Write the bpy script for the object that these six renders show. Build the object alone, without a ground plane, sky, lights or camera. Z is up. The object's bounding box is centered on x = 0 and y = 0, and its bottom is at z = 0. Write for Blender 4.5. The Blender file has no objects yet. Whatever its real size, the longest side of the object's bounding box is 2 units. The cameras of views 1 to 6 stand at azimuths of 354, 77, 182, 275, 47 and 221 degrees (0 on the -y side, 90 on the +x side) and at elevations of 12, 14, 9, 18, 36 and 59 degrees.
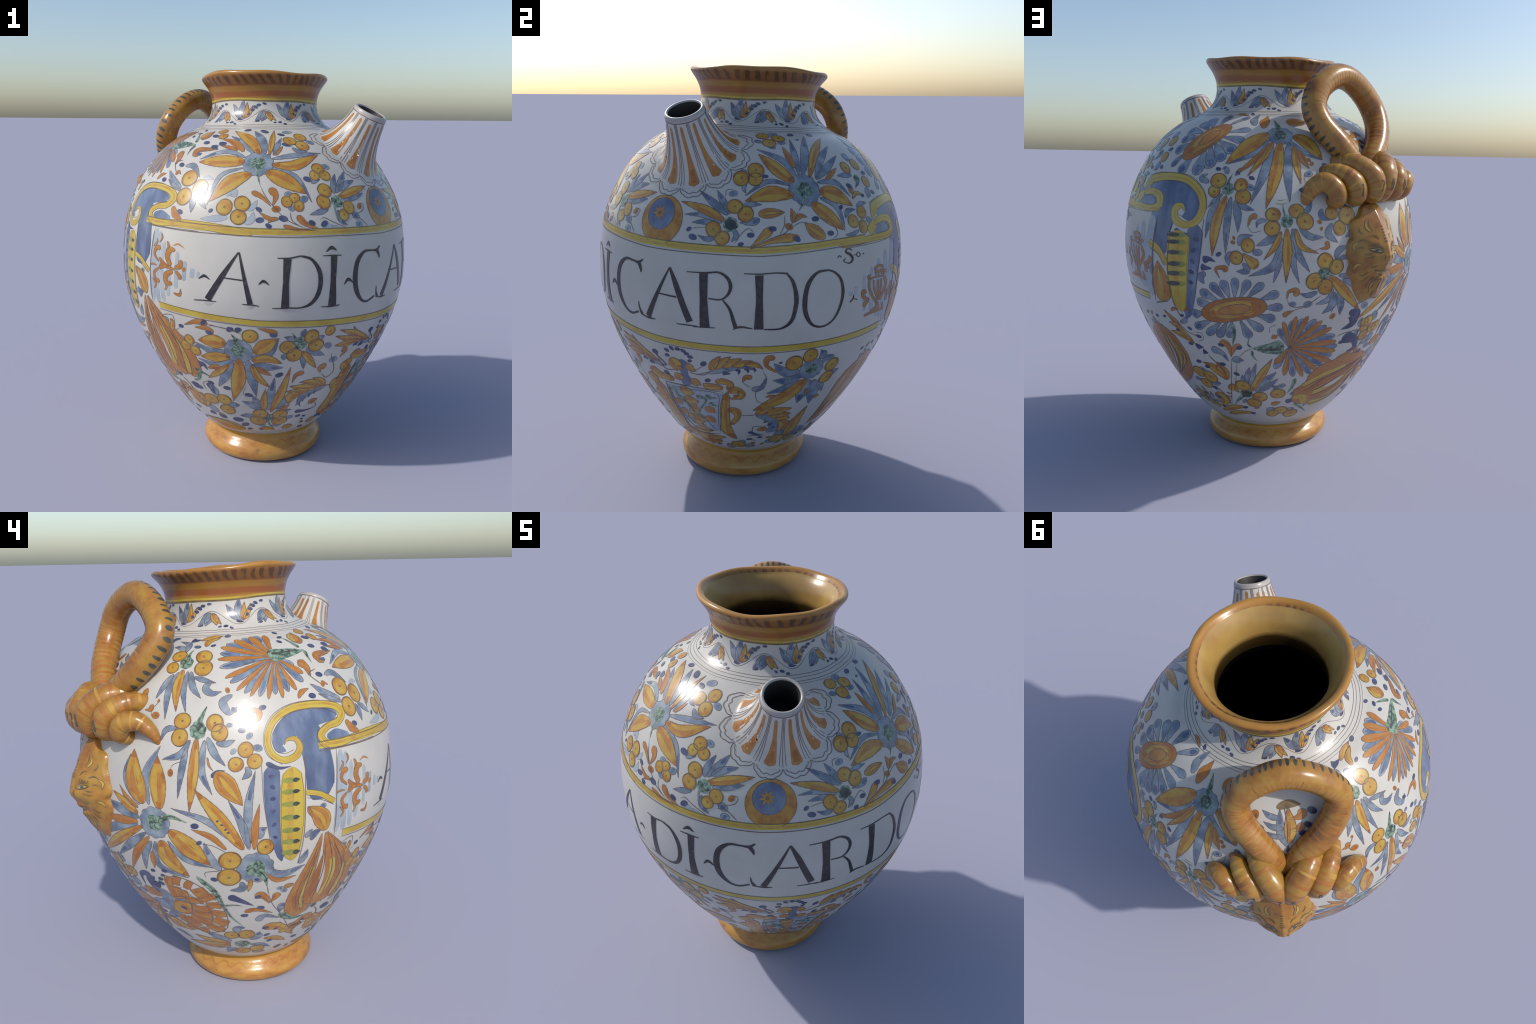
# Majolica spouted apothecary jar: wheel-thrown body, flared collar, spout, rope handle with coils, grotesque mask,
# and brush-painted decoration laid on the glaze as thin conforming strokes.
import bpy, math, random
import numpy as np
from mathutils import Matrix

rng = random.Random(1707)
pi = math.pi

# ------------------------------------------------------------------ frame: the pot leans a little towards +y
AX = np.array([.0015, .044, 1.0]); AX /= np.linalg.norm(AX)
ORG = np.array([.0028, -.0068, 1.0]) - AX
XX = np.array([1.0, 0, 0]); XX -= AX * (XX @ AX); XX /= np.linalg.norm(XX)
YY = np.cross(AX, XX)
LIFT = 0.0
jar = bpy.data.objects.new("apothecary_jar", None)
jar["label"] = "white majolica spouted jar with painted blue and ochre flowers"
jar["category"] = "jar"
bpy.context.collection.objects.link(jar)
M = Matrix.Identity(4)
for i in range(3):
    M[i][0], M[i][1], M[i][2], M[i][3] = XX[i], YY[i], AX[i], ORG[i]
jar.matrix_world = M

# ------------------------------------------------------------------ materials
def mat(name, rough=.25, spec=.5, coat=0.0):
    m = bpy.data.materials.new(name); m.use_nodes = True
    nt = m.node_tree; b = nt.nodes["Principled BSDF"]
    b.inputs["Roughness"].default_value = rough
    b.inputs["Specular IOR Level"].default_value = spec
    b.inputs["Coat Weight"].default_value = coat
    return m, nt, b

def N(nt, kind, **kw):
    n = nt.nodes.new(kind)
    for k, v in kw.items():
        if k in n.inputs: n.inputs[k].default_value = v
        else: setattr(n, k, v)
    return n

def ramp(nt, fac, stops):
    r = nt.nodes.new("ShaderNodeValToRGB"); e = r.color_ramp.elements
    while len(e) > 1: e.remove(e[-1])
    e[0].position, e[0].color = stops[0][0], (*stops[0][1], 1)
    for p, c in stops[1:]:
        x = e.new(p); x.color = (*c, 1)
    nt.links.new(fac, r.inputs["Fac"])
    return r.outputs["Color"]

def noise(nt, scale=10, detail=3, stretch=(1, 1, 1), rough=.55):
    tc = nt.nodes.new("ShaderNodeTexCoord"); mp = nt.nodes.new("ShaderNodeMapping")
    mp.inputs["Scale"].default_value = stretch
    nt.links.new(tc.outputs["Object"], mp.inputs["Vector"])
    t = N(nt, "ShaderNodeTexNoise", Scale=scale, Detail=detail, Roughness=rough)
    nt.links.new(mp.outputs["Vector"], t.inputs["Vector"])
    return t.outputs["Fac"]

def mth(nt, op, a, b=None, clamp=False):
    n = nt.nodes.new("ShaderNodeMath"); n.operation = op; n.use_clamp = clamp
    for i, v in enumerate((a, b)):
        if v is None: continue
        if isinstance(v, (int, float)): n.inputs[i].default_value = v
        else: nt.links.new(v, n.inputs[i])
    return n.outputs[0]

def mix(nt, fac, a, b):
    n = nt.nodes.new("ShaderNodeMix"); n.data_type = "RGBA"
    for s, v in ((n.inputs[0], fac), (n.inputs[6], a), (n.inputs[7], b)):
        if isinstance(v, tuple): s.default_value = (*v, 1)
        elif isinstance(v, (int, float)): s.default_value = v
        else: nt.links.new(v, s)
    return n.outputs[2]

def xyz(nt):
    tc = nt.nodes.new("ShaderNodeTexCoord"); s = nt.nodes.new("ShaderNodeSeparateXYZ")
    nt.links.new(tc.outputs["Object"], s.inputs[0])
    return s.outputs

def bump(nt, b, h, strength=.1, dist=.004):
    n = N(nt, "ShaderNodeBump", Strength=strength, Distance=dist)
    nt.links.new(h, n.inputs["Height"]); nt.links.new(n.outputs[0], b.inputs["Normal"])

WHITE = (.66, .64, .585)
def glaze():
    m, nt, b = mat("tin_glaze", .27, .33)
    c = ramp(nt, noise(nt, 5, 4), [(.3, (.44, .425, .388)), (.7, (.49, .478, .448))])
    pits = N(nt, "ShaderNodeTexVoronoi", Scale=70); tc = nt.nodes.new("ShaderNodeTexCoord")
    nt.links.new(tc.outputs["Object"], pits.inputs["Vector"])
    pm = mth(nt, "MULTIPLY", mth(nt, "LESS_THAN", pits.outputs["Distance"], .045), mth(nt, "GREATER_THAN", noise(nt, 9, 2), .56))
    nt.links.new(mix(nt, mth(nt, "MULTIPLY", pm, .45), c, (.25, .22, .18)), b.inputs["Base Color"])
    bump(nt, b, noise(nt, 22, 2), .05, .01)
    return m

def pigment(name, stops, scale=18, rough=.25, stretch=(1, 1, 1), detail=4):
    m, nt, b = mat(name, rough)
    nt.links.new(ramp(nt, noise(nt, scale, detail, stretch), stops), b.inputs["Base Color"])
    return m

def ochre_collar():
    """honey glaze with sooty brown and rust streaks thrown round the neck; dashes on the lip"""
    m, nt, b = mat("honey_collar", .24)
    x, y, z = xyz(nt)
    wob = mth(nt, "MULTIPLY", mth(nt, "SUBTRACT", noise(nt, 5, 3), .5), .022)
    zz = mth(nt, "ADD", z, wob)
    band = ramp(nt, mth(nt, "DIVIDE", mth(nt, "SUBTRACT", zz, 1.835), .15, True),
                [(0.0, (0.172, 0.096, 0.038)), (.06, (0.258, 0.144, 0.038)), (.12, (0.344, 0.192, 0.038)), (.20, (0.335, 0.176, 0.033)), (.26, (0.258, 0.084, 0.024)), (.38, (0.267, 0.092, 0.025)),
                 (.44, (0.310, 0.160, 0.033)), (.56, (0.301, 0.152, 0.028)), (.61, (0.198, 0.068, 0.021)), (.70, (0.224, 0.096, 0.025)), (.84, (0.232, 0.100, 0.025)), (.93, (0.318, 0.148, 0.028)), (1, (0.361, 0.184, 0.040))])
    streak = noise(nt, 7, 5, (1, 1, 9), .65)
    c = mix(nt, mth(nt, "MULTIPLY", ramp_f(nt, streak, .5, .75), .55), band, (.20, .085, .022))
    ang = mth(nt, "ARCTAN2", y, x)
    saw = mth(nt, "SINE", mth(nt, "ADD", mth(nt, "ADD", mth(nt, "MULTIPLY", ang, 46), mth(nt, "MULTIPLY", z, 60)), mth(nt, "MULTIPLY", noise(nt, 6, 3), 16)))
    near = mth(nt, "MULTIPLY", ramp_f(nt, z, 1.918, 1.936), mth(nt, "SUBTRACT", 1.0, ramp_f(nt, z, 1.962, 1.974)))
    dash = mth(nt, "MULTIPLY", mth(nt, "MULTIPLY", ramp_f(nt, saw, -.3, .4), ramp_f(nt, noise(nt, 14, 3), .25, .45)), near)
    nt.links.new(mix(nt, mth(nt, "MULTIPLY", dash, .85), c, (.085, .04, .02)), b.inputs["Base Color"])
    bump(nt, b, noise(nt, 12, 3), .08, .01)
    return m

def ramp_f(nt, v, lo, hi):
    n = nt.nodes.new("ShaderNodeMapRange"); n.interpolation_type = "SMOOTHSTEP"
    n.inputs["From Min"].default_value = lo; n.inputs["From Max"].default_value = hi
    nt.links.new(v, n.inputs["Value"])
    return n.outputs["Result"]

def ochre_foot():
    m, nt, b = mat("honey_foot", .22)
    x, y, z = xyz(nt)
    c = ramp(nt, noise(nt, 11, 5, (1, 1, 2.6)), [(.3, (.31, .13, .035)), (.45, (.39, .185, .045)), (.58, (.43, .225, .05)), (.75, (.41, .26, .08))])
    ang = mth(nt, "ARCTAN2", y, x)
    wave = mth(nt, "MULTIPLY", mth(nt, "SINE", mth(nt, "ADD", mth(nt, "MULTIPLY", ang, 26), mth(nt, "MULTIPLY", noise(nt, 3, 2), 8))), .010)
    d = mth(nt, "ABSOLUTE", mth(nt, "SUBTRACT", mth(nt, "SUBTRACT", z, .090), wave))
    zig = mth(nt, "SUBTRACT", 1.0, ramp_f(nt, d, .001, .0055))
    c = mix(nt, mth(nt, "MULTIPLY", zig, .45), c, (.30, .10, .02))
    top = ramp_f(nt, z, .098, .118)
    c = mix(nt, mth(nt, "MULTIPLY", top, .7), c, (.36, .21, .025))
    c = mix(nt, mth(nt, "MULTIPLY", mth(nt, "SUBTRACT", 1.0, ramp_f(nt, mth(nt, "ABSOLUTE", mth(nt, "SUBTRACT", z, .112)), .001, .005)), .55), c, (.40, .15, .02))
    spots = mth(nt, "MULTIPLY", mth(nt, "GREATER_THAN", noise(nt, 26, 2), .72), .6)
    nt.links.new(mix(nt, spots, c, (.2, .12, .05)), b.inputs["Base Color"])
    bump(nt, b, noise(nt, 14, 3), .12, .01)
    return m

def rope_ochre():
    m, nt, b = mat("rope_ochre", .22)
    c = ramp(nt, noise(nt, 13, 4, (1, 1, 1)), [(.28, (.20, .085, .026)), (.42, (.285, .130, .030)), (.56, (.335, .180, .036)), (.72, (.33, .205, .045))])
    nt.links.new(c, b.inputs["Base Color"])
    return m

def plain(name, c, rough=.3, spec=.5):
    m, nt, b = mat(name, rough, spec)
    b.inputs["Base Color"].default_value = (*c, 1)
    return m

GLAZE = glaze(); COLLAR = ochre_collar(); FOOT = ochre_foot(); ROPE = rope_ochre()
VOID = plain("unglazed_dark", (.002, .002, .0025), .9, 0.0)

# ------------------------------------------------------------------ profile of the turned body (r, height)
def spline(pts, n=40):
    """centripetal Catmull-Rom through control points of any dimension"""
    P = np.array(pts, float)
    P = np.vstack([2 * P[0] - P[1], P, 2 * P[-1] - P[-2]]); out = []
    for i in range(1, len(P) - 2):
        p0, p1, p2, p3 = P[i - 1:i + 3]
        t0 = 0; t1 = t0 + max(np.linalg.norm(p1 - p0), 1e-6) ** .5; t2 = t1 + max(np.linalg.norm(p2 - p1), 1e-6) ** .5; t3 = t2 + max(np.linalg.norm(p3 - p2), 1e-6) ** .5
        for t in np.linspace(t1, t2, n, endpoint=False):
            a1 = (t1 - t) / (t1 - t0) * p0 + (t - t0) / (t1 - t0) * p1
            a2 = (t2 - t) / (t2 - t1) * p1 + (t - t1) / (t2 - t1) * p2
            a3 = (t3 - t) / (t3 - t2) * p2 + (t - t2) / (t3 - t2) * p3
            b1 = (t2 - t) / (t2 - t0) * a1 + (t - t0) / (t2 - t0) * a2
            b2 = (t3 - t) / (t3 - t1) * a2 + (t - t1) / (t3 - t1) * a3
            out.append((t2 - t) / (t2 - t1) * b1 + (t - t1) / (t2 - t1) * b2)
    out.append(P[-2]); return np.array(out)

PROFILE = [(.288, .132), (.318, .152), (.356, .186), (.391, .224), (.434, .280), (.504, .380), (.574, .500), (.650, .650), (.708, .800), (.741, .940),
           (.749, 1.050), (.745, 1.150), (.731, 1.255), (.697, 1.365), (.653, 1.455), (.603, 1.535), (.553, 1.595), (.499, 1.642), (.441, 1.680),
           (.383, 1.706), (.327, 1.738), (.293, 1.775), (.278, 1.815), (.275, 1.850), (.281, 1.888), (.298, 1.925), (.319, 1.953)]
PR = spline(PROFILE, 60)                       # dense (r, w)
seg = np.linalg.norm(np.diff(PR, axis=0), axis=1); SS = np.concatenate([[0], np.cumsum(seg)])
tang = np.gradient(PR, SS, axis=0); tang /= np.linalg.norm(tang, axis=1)[:, None]
NR = np.stack([tang[:, 1], -tang[:, 0]], 1)    # outward normal (r, w)

def at_w(w):
    i = np.interp(w, PR[:, 1], np.arange(len(PR))); return i
def at_s(az, s, lift=0.0):
    """point on the body: azimuth in degrees, arc length s up the profile"""
    r = np.interp(s, SS, PR[:, 0]) + lift * np.interp(s, SS, NR[:, 0]); w = np.interp(s, SS, PR[:, 1]) + lift * np.interp(s, SS, NR[:, 1])
    a = np.radians(az); return np.stack([r * np.cos(a), r * np.sin(a), w], -1)
def s_of_w(w): return float(np.interp(w, PR[:, 1], SS))
def closest(P):
    """closest body points and normals for local points P (n,3)"""
    P = np.asarray(P, float); rho = np.hypot(P[:, 0], P[:, 1]); q = np.stack([rho, P[:, 2]], 1)
    best = np.empty(len(P), int); st = 3; C = PR[::st]
    for k in range(0, len(P), 4000):
        d = ((q[k:k + 4000, None] - C[None]) ** 2).sum(2); best[k:k + 4000] = d.argmin(1) * st
    # refine by projection on the local tangent
    b = PR[best]; t = tang[best]; ds = ((q - b) * t).sum(1)
    s = np.clip(SS[best] + ds, 0, SS[-1])
    r = np.interp(s, SS, PR[:, 0]); w = np.interp(s, SS, PR[:, 1]); nr = np.interp(s, SS, NR[:, 0]); nw = np.interp(s, SS, NR[:, 1])
    ca, sa = P[:, 0] / np.maximum(rho, 1e-9), P[:, 1] / np.maximum(rho, 1e-9)
    return np.stack([r * ca, r * sa, w], 1), np.stack([nr * ca, nr * sa, nw], 1)

# ------------------------------------------------------------------ mesh helpers
def settle(V):
    """the pot is not quite true: the lower wall is a little oval, the foot ring stands flat"""
    V = np.array(V, float); w = V[:, 2]; st = lambda a, b: np.clip((w - a) / (b - a), 0, 1) ** 2 * (3 - 2 * np.clip((w - a) / (b - a), 0, 1))
    d = .0035 * st(.13, .30) * (1 - st(.85, 1.25)) * np.cos(2 * (np.arctan2(V[:, 1], V[:, 0]) - math.radians(170)))     # slightly oval
    flat = np.clip((.135 - w) / .10, 0, 1) * (w > -.01)
    V[:, 2] += .042 * V[:, 1] * flat
    rho = np.maximum(np.hypot(V[:, 0], V[:, 1]), 1e-6); V[:, :2] *= (1 + d / rho)[:, None]
    return V

def make(name, V, F, mats, parent=None, idx=None, normals=None, smooth=True):
    V = settle(V)
    me = bpy.data.meshes.new(name)
    me.from_pydata(V.tolist(), [], F if isinstance(F, list) else F.tolist())
    for m in (mats if isinstance(mats, (list, tuple)) else [mats]): me.materials.append(m)
    if idx is not None: me.polygons.foreach_set("material_index", np.asarray(idx, np.int32))
    me.polygons.foreach_set("use_smooth", np.full(len(me.polygons), smooth))
    me.update()
    if normals is not None: me.normals_split_custom_set_from_vertices(np.asarray(normals, float).tolist())
    o = bpy.data.objects.new(name, me); bpy.context.collection.objects.link(o)
    o.parent = parent or jar
    return o

def grid_faces(nu, nv, close_u=False, close_v=False, base=0):
    """quads of an nu x nv vertex grid, index = i*nv+j"""
    I, J = np.meshgrid(np.arange(nu if close_u else nu - 1), np.arange(nv if close_v else nv - 1), indexing="ij")
    a = I * nv + J; b = ((I + 1) % nu) * nv + J; c = ((I + 1) % nu) * nv + (J + 1) % nv; d = I * nv + (J + 1) % nv
    return np.stack([a, b, c, d], -1).reshape(-1, 4) + base

def lathe(name, rw, m, normals=None, n=288, wobble=None):
    rw = np.asarray(rw); t = np.linspace(0, 2 * pi, n, endpoint=False)
    R = rw[:, 0][None] + 0 * t[:, None]; W = rw[:, 1][None] + 0 * t[:, None]
    if wobble is not None: R, W = wobble(t[:, None], R, W)
    V = np.stack([R * np.cos(t)[:, None], R * np.sin(t)[:, None], W], -1).reshape(-1, 3)
    nn = None
    if normals is not None:
        q = np.asarray(normals); nn = np.stack([q[None, :, 0] * np.cos(t)[:, None], q[None, :, 0] * np.sin(t)[:, None], q[None, :, 1] + 0 * t[:, None]], -1).reshape(-1, 3)
    return make(name, V, grid_faces(n, len(rw), close_u=True), m, normals=nn)

def rows(w0, w1, st=6):
    i0 = int(np.abs(PR[:, 1] - w0).argmin()); i1 = int(np.abs(PR[:, 1] - w1).argmin())
    ids = sorted(set(list(range(i0, i1, st)) + [i1])); return ids

def lip_wave(t):   # the lip is thrown slightly uneven
    return .0045 * np.sin(2 * t + .6) + .003 * np.sin(3 * t + 2.1) + .0025 * np.sin(7 * t) - .0045 * np.sin(t)

def wob(t, R, W):
    k = np.clip((W - 1.90) / .06, 0, 1) ** 2
    return R, W + k * lip_wave(t)

# ------------------------------------------------------------------ turned parts
ids = rows(.132, 1.762); lathe("body", PR[ids], GLAZE, NR[ids])
ids = rows(1.762, 1.849, 4); neck = lathe("neck", PR[ids], GLAZE, NR[ids])
ids = rows(1.849, 1.953, 4)
lip_out = spline([(.319, 1.953), (.327, 1.965), (.3275, 1.975), (.322, 1.982), (.312, 1.9845), (.302, 1.981), (.286, 1.966)], 8)
collar = lathe("collar", np.vstack([PR[ids][:-1], lip_out]), COLLAR, None, wobble=wob)
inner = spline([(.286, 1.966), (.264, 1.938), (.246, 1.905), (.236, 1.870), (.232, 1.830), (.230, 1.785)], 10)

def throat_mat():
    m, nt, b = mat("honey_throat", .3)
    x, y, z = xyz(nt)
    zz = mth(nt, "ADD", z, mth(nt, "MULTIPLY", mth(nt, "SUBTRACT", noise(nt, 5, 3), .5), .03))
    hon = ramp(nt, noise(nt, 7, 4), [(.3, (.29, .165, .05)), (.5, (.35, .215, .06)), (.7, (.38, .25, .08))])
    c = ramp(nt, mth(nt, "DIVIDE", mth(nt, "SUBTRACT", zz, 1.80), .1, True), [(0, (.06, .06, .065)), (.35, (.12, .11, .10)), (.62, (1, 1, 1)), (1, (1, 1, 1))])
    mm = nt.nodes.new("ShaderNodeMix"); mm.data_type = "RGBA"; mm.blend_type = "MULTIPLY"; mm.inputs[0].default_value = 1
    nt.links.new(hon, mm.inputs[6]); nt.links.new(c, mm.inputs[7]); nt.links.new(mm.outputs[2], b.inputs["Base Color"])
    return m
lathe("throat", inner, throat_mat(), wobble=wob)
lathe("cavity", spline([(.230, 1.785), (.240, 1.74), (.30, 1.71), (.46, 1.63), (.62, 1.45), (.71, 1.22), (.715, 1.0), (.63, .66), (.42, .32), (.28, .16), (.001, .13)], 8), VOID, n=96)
foot_rw = spline([(.001, .020), (.19, .020), (.245, .012), (.268, .004), (.286, .002), (.306, .006), (.322, .024), (.327, .046), (.321, .066), (.305, .086), (.289, .104), (.283, .118), (.288, .132)], 8)
lathe("foot", foot_rw, FOOT)

# ------------------------------------------------------------------ spout
def unit(v): v = np.asarray(v, float); return v / np.linalg.norm(v, axis=-1, keepdims=True)
SP_AZ = math.radians(-41.0); SP_TILT = math.radians(29)
sp_r = np.array([math.cos(SP_AZ), math.sin(SP_AZ), 0]); sp_t = np.array([-math.sin(SP_AZ), math.cos(SP_AZ), 0])
SPD = math.sin(SP_TILT) * sp_r + math.cos(SP_TILT) * np.array([0, 0, 1.0])     # spout axis
SPE = math.cos(SP_TILT) * sp_r - math.sin(SP_TILT) * np.array([0, 0, 1.0])     # downhill side of the tube
SPL = .618 * sp_r + np.array([0, 0, 1.795])                                    # centre of the mouth
SPQ = SPL - SPD * .19
def spout_base(phi, rad):
    d = np.cos(phi)[:, None] * SPE + np.sin(phi)[:, None] * sp_t
    return closest(SPQ + d * np.asarray(rad).reshape(-1, 1))
def spout_surface(phi, t, lift=0.0):
    """phi: angle round the tube (0 = downhill), t: 0 at the shoulder .. 1 at the mouth; both arrays of one shape"""
    sh = phi.shape; phi = phi.ravel(); t = t.ravel()
    rad = .205 - .02 * np.cos(phi - pi)
    p0, n0 = spout_base(phi, rad); p0 = p0 + n0 * .0006
    d = np.cos(phi)[:, None] * SPE + np.sin(phi)[:, None] * sp_t
    q, nq = spout_base(phi, rad - .02); m0 = unit(q - p0)
    p1 = SPL - SPD * .012 + d * .084
    gap = np.linalg.norm(p1 - p0, axis=1)[:, None]
    T0 = m0 * gap * .80; T1 = unit(SPD - .10 * d) * gap * .85
    def pos(t):
        t = t[:, None]; h = t * t * (3 - 2 * t)
        return (2 * t**3 - 3 * t**2 + 1) * p0 + (t**3 - 2 * t**2 + t) * T0 + (3 * t**2 - 2 * t**3) * p1 + (t**3 - t**2) * T1
    P = pos(t)
    if lift:
        e = 1e-3
        def at(ph, tt):
            return spout_surface(ph, tt)
        a = at(phi + e, t) - at(phi - e, t); b = at(phi, np.clip(t + e, 0, 1)) - at(phi, np.clip(t - e, 0, 1))
        P = P + unit(np.cross(a, b)) * lift
    return P.reshape(*sh, 3)
nphi, nt_ = 120, 44
ph = np.linspace(0, 2 * pi, nphi, endpoint=False)
G = spout_surface(*np.meshgrid(ph, np.linspace(0, 1, nt_), indexing="ij"))
ring = lambda rad, back: SPL - SPD * back + (np.cos(ph)[:, None] * SPE + np.sin(ph)[:, None] * sp_t) * rad
lipr = np.stack([ring(.0825, .004), ring(.079, 0), ring(.075, -.0008), ring(.071, .001), ring(.069, .005)], 1)
SPG = pigment("spout_glaze", [(.3, (.34, .312, .288)), (.7, (.40, .375, .35))], 8)
V = np.concatenate([G, lipr], 1); ns = V.shape[1]
n0 = spout_base(ph, .205 - .02 * np.cos(ph - pi))[1]
spout = make("spout", V.reshape(-1, 3), grid_faces(nphi, ns, close_u=True), [GLAZE, SPG], idx=np.tile(np.r_[np.zeros(nt_ - 2, int), np.ones(ns - nt_ + 1, int)], nphi))
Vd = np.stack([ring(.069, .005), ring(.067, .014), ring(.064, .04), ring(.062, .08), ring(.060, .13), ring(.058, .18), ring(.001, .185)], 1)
BORE = pigment("fired_clay_dark", [(.3, (.018, .017, .016)), (.7, (.035, .032, .030))], 10, .6)  # bore wall coloured near-black to show the hole's inner shadow
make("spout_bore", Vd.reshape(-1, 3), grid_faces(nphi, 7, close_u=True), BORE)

# ------------------------------------------------------------------ rope handle and coils
def cyl(a, r, w): a = math.radians(a); return (r * math.cos(a), r * math.sin(a), w)
def tube(name, pts, rad, m, n=28, caps=True, sub=14, squash=1.0):
    C = spline([p for p in pts], sub); R = spline([(q, 0) for q in rad], sub)[:, 0]
    T = unit(np.gradient(C, axis=0)); up = np.array([0, 0, 1.0]); U = np.zeros_like(C)
    u = unit(np.cross(T[0], unit(C[0] * [1, 1, 0])))
    for i in range(len(C)):
        u = unit(u - T[i] * (u @ T[i])); U[i] = u
    W = np.cross(T, U); t = np.linspace(0, 2 * pi, n, endpoint=False)
    if caps:      # hemispherical ends
        k = np.linspace(0, 1, 7)[:-1]
        def cap(i, sgn):
            return [(C[i] + sgn * T[i] * R[i] * math.cos(x * pi / 2), R[i] * math.sin(x * pi / 2), U[i], W[i]) for x in k]
        rows_ = cap(0, -1) + [(C[i], R[i], U[i], W[i]) for i in range(len(C))] + cap(-1, 1)[::-1]
    else: rows_ = [(C[i], R[i], U[i], W[i]) for i in range(len(C))]
    V = np.array([c + r * (math.cos(a) * uu + squash * math.sin(a) * ww) for c, r, uu, ww in rows_ for a in t])
    o = make(name, V, grid_faces(len(rows_), n, close_v=True), m)
    return o, (C, R, T, U, W)

loop_pts = [cyl(131.5, 0.658, 1.455), cyl(128.0, 0.632, 1.520), cyl(122.4, 0.601, 1.598), cyl(116.6, 0.562, 1.675), cyl(114.6, 0.530, 1.750), cyl(118.4, 0.503, 1.826), cyl(127.6, 0.478, 1.878),
            cyl(135.5, 0.470, 1.893), cyl(144.2, 0.480, 1.877), cyl(153.2, 0.507, 1.822), cyl(157.8, 0.542, 1.750), cyl(154.8, 0.580, 1.671), cyl(148.2, 0.611, 1.592), cyl(140.2, 0.638, 1.518), cyl(136.0, 0.658, 1.455)]
handle, HC = tube("handle", loop_pts, [.048, .053, .056, .057, .057, .057, .057, .057, .057, .057, .058, .058, .057, .053, .048], ROPE, 36, sub=16)
coils = [
    ([(122, 0.617, 1.507), (126, 0.686, 1.502), (130.2, 0.746, 1.447), (131.4, 0.742, 1.392), (131, 0.690, 1.369)], [0.037, 0.051, 0.056, 0.052, 0.042]),
    ([(145.5, 0.617, 1.514), (140.5, 0.696, 1.507), (136, 0.750, 1.453), (134.6, 0.745, 1.395), (135, 0.690, 1.369)], [0.039, 0.052, 0.058, 0.054, 0.042]),
    ([(114.5, 0.622, 1.467), (118.5, 0.691, 1.469), (122.6, 0.738, 1.427), (124.2, 0.734, 1.379), (124, 0.690, 1.357)], [0.028, 0.042, 0.050, 0.047, 0.037]),
    ([(153, 0.614, 1.483), (148.5, 0.688, 1.483), (144.2, 0.743, 1.437), (142.6, 0.737, 1.389), (143, 0.690, 1.365)], [0.032, 0.047, 0.052, 0.050, 0.037]),
    ([(106.0, 0.688, 1.352), (108.5, 0.700, 1.409), (112.2, 0.721, 1.435), (115.6, 0.740, 1.403), (116.6, 0.734, 1.365), (116, 0.690, 1.345)], [0.027, 0.037, 0.042, 0.043, 0.040, 0.032]),
    ([(162.0, 0.696, 1.342), (160.0, 0.707, 1.387), (156.0, 0.721, 1.427), (151.8, 0.742, 1.423), (149.6, 0.740, 1.383), (150, 0.690, 1.352)], [0.015, 0.028, 0.039, 0.043, 0.042, 0.034]),
]
CO = [tube("coil", [cyl(*p) for p in pts], rad, ROPE, 28) for pts, rad in coils]

# ------------------------------------------------------------------ grotesque mask below the coils
MASK_AZ, MASK_W = 131.4, 1.115
mc, mn = closest(np.array([cyl(MASK_AZ, .8, MASK_W)])); mc, mn = mc[0], mn[0]
mt = np.array([-math.sin(math.radians(MASK_AZ)), math.cos(math.radians(MASK_AZ)), 0]); mu = np.cross(mn, mt)
def mask_height(x, y):
    """relief of the face over the pot wall, metres; x to the right seen from outside, y up"""
    ridge = np.interp(y, [-.26, -.20, -.13, -.075, -.045, -.02, 0, .03, .10, .17, .215, .25], [0, .020, .048, .068, .082, .102, .108, .100, .072, .044, .026, 0])
    half = np.interp(y, [-.26, -.18, -.08, 0, .08, .17, .25], [.05, .105, .145, .155, .15, .13, .08])
    k = np.clip(1 - np.abs(x) / half, 0, 1)
    h = ridge * (k ** .80)
    soft = lambda cx, cy, rx, ry: np.exp(-(((x - cx) / rx) ** 2 + ((y - cy) / ry) ** 2))
    for sg in (-1, 1):
        h = h + .006 * soft(sg * .055, .055, .035, .018) - .006 * soft(sg * .05, .025, .022, .014)      # brow, eye socket
        h = h + .006 * soft(sg * .075, -.035, .035, .035)                                              # cheek
        h = h +   .004 * soft(sg * .022, -.012, .014, .012)                                              # nostril
    h = h + .006 * soft(0, -.062, .04, .014) - .006 * soft(0, -.085, .035, .012) + .005 * soft(0, -.11, .04, .016)   # lips
    th = np.arctan2(y, x); rim = 1 + .05 * np.sin(th * 9) + .03 * np.sin(th * 14 + 1)
    el = np.clip((rim - np.hypot(x / .148, y / .232)) / .06, 0, 1)                                      # painted hair and beard reach past the relief
    edge = np.clip(1 - np.maximum(np.abs(x) / .17, np.abs(y) / .26), 0, 1)
    return h * np.clip(edge * 6, 0, 1) * np.clip(el * 2, 0, 1) + .0035 * el
def mask_point(x, y, lift=0.0):
    P = mc + x.reshape(-1, 1) * mt + y.reshape(-1, 1) * mu
    p, n = closest(P)
    return p + n * (mask_height(x.ravel(), y.ravel()) + lift - .001 * (mask_height(x.ravel(), y.ravel()) < .0005))[:, None]
gx, gy = np.meshgrid(np.linspace(-.165, .165, 90), np.linspace(-.255, .245, 130), indexing="ij")
MASKM = ROPE
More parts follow.
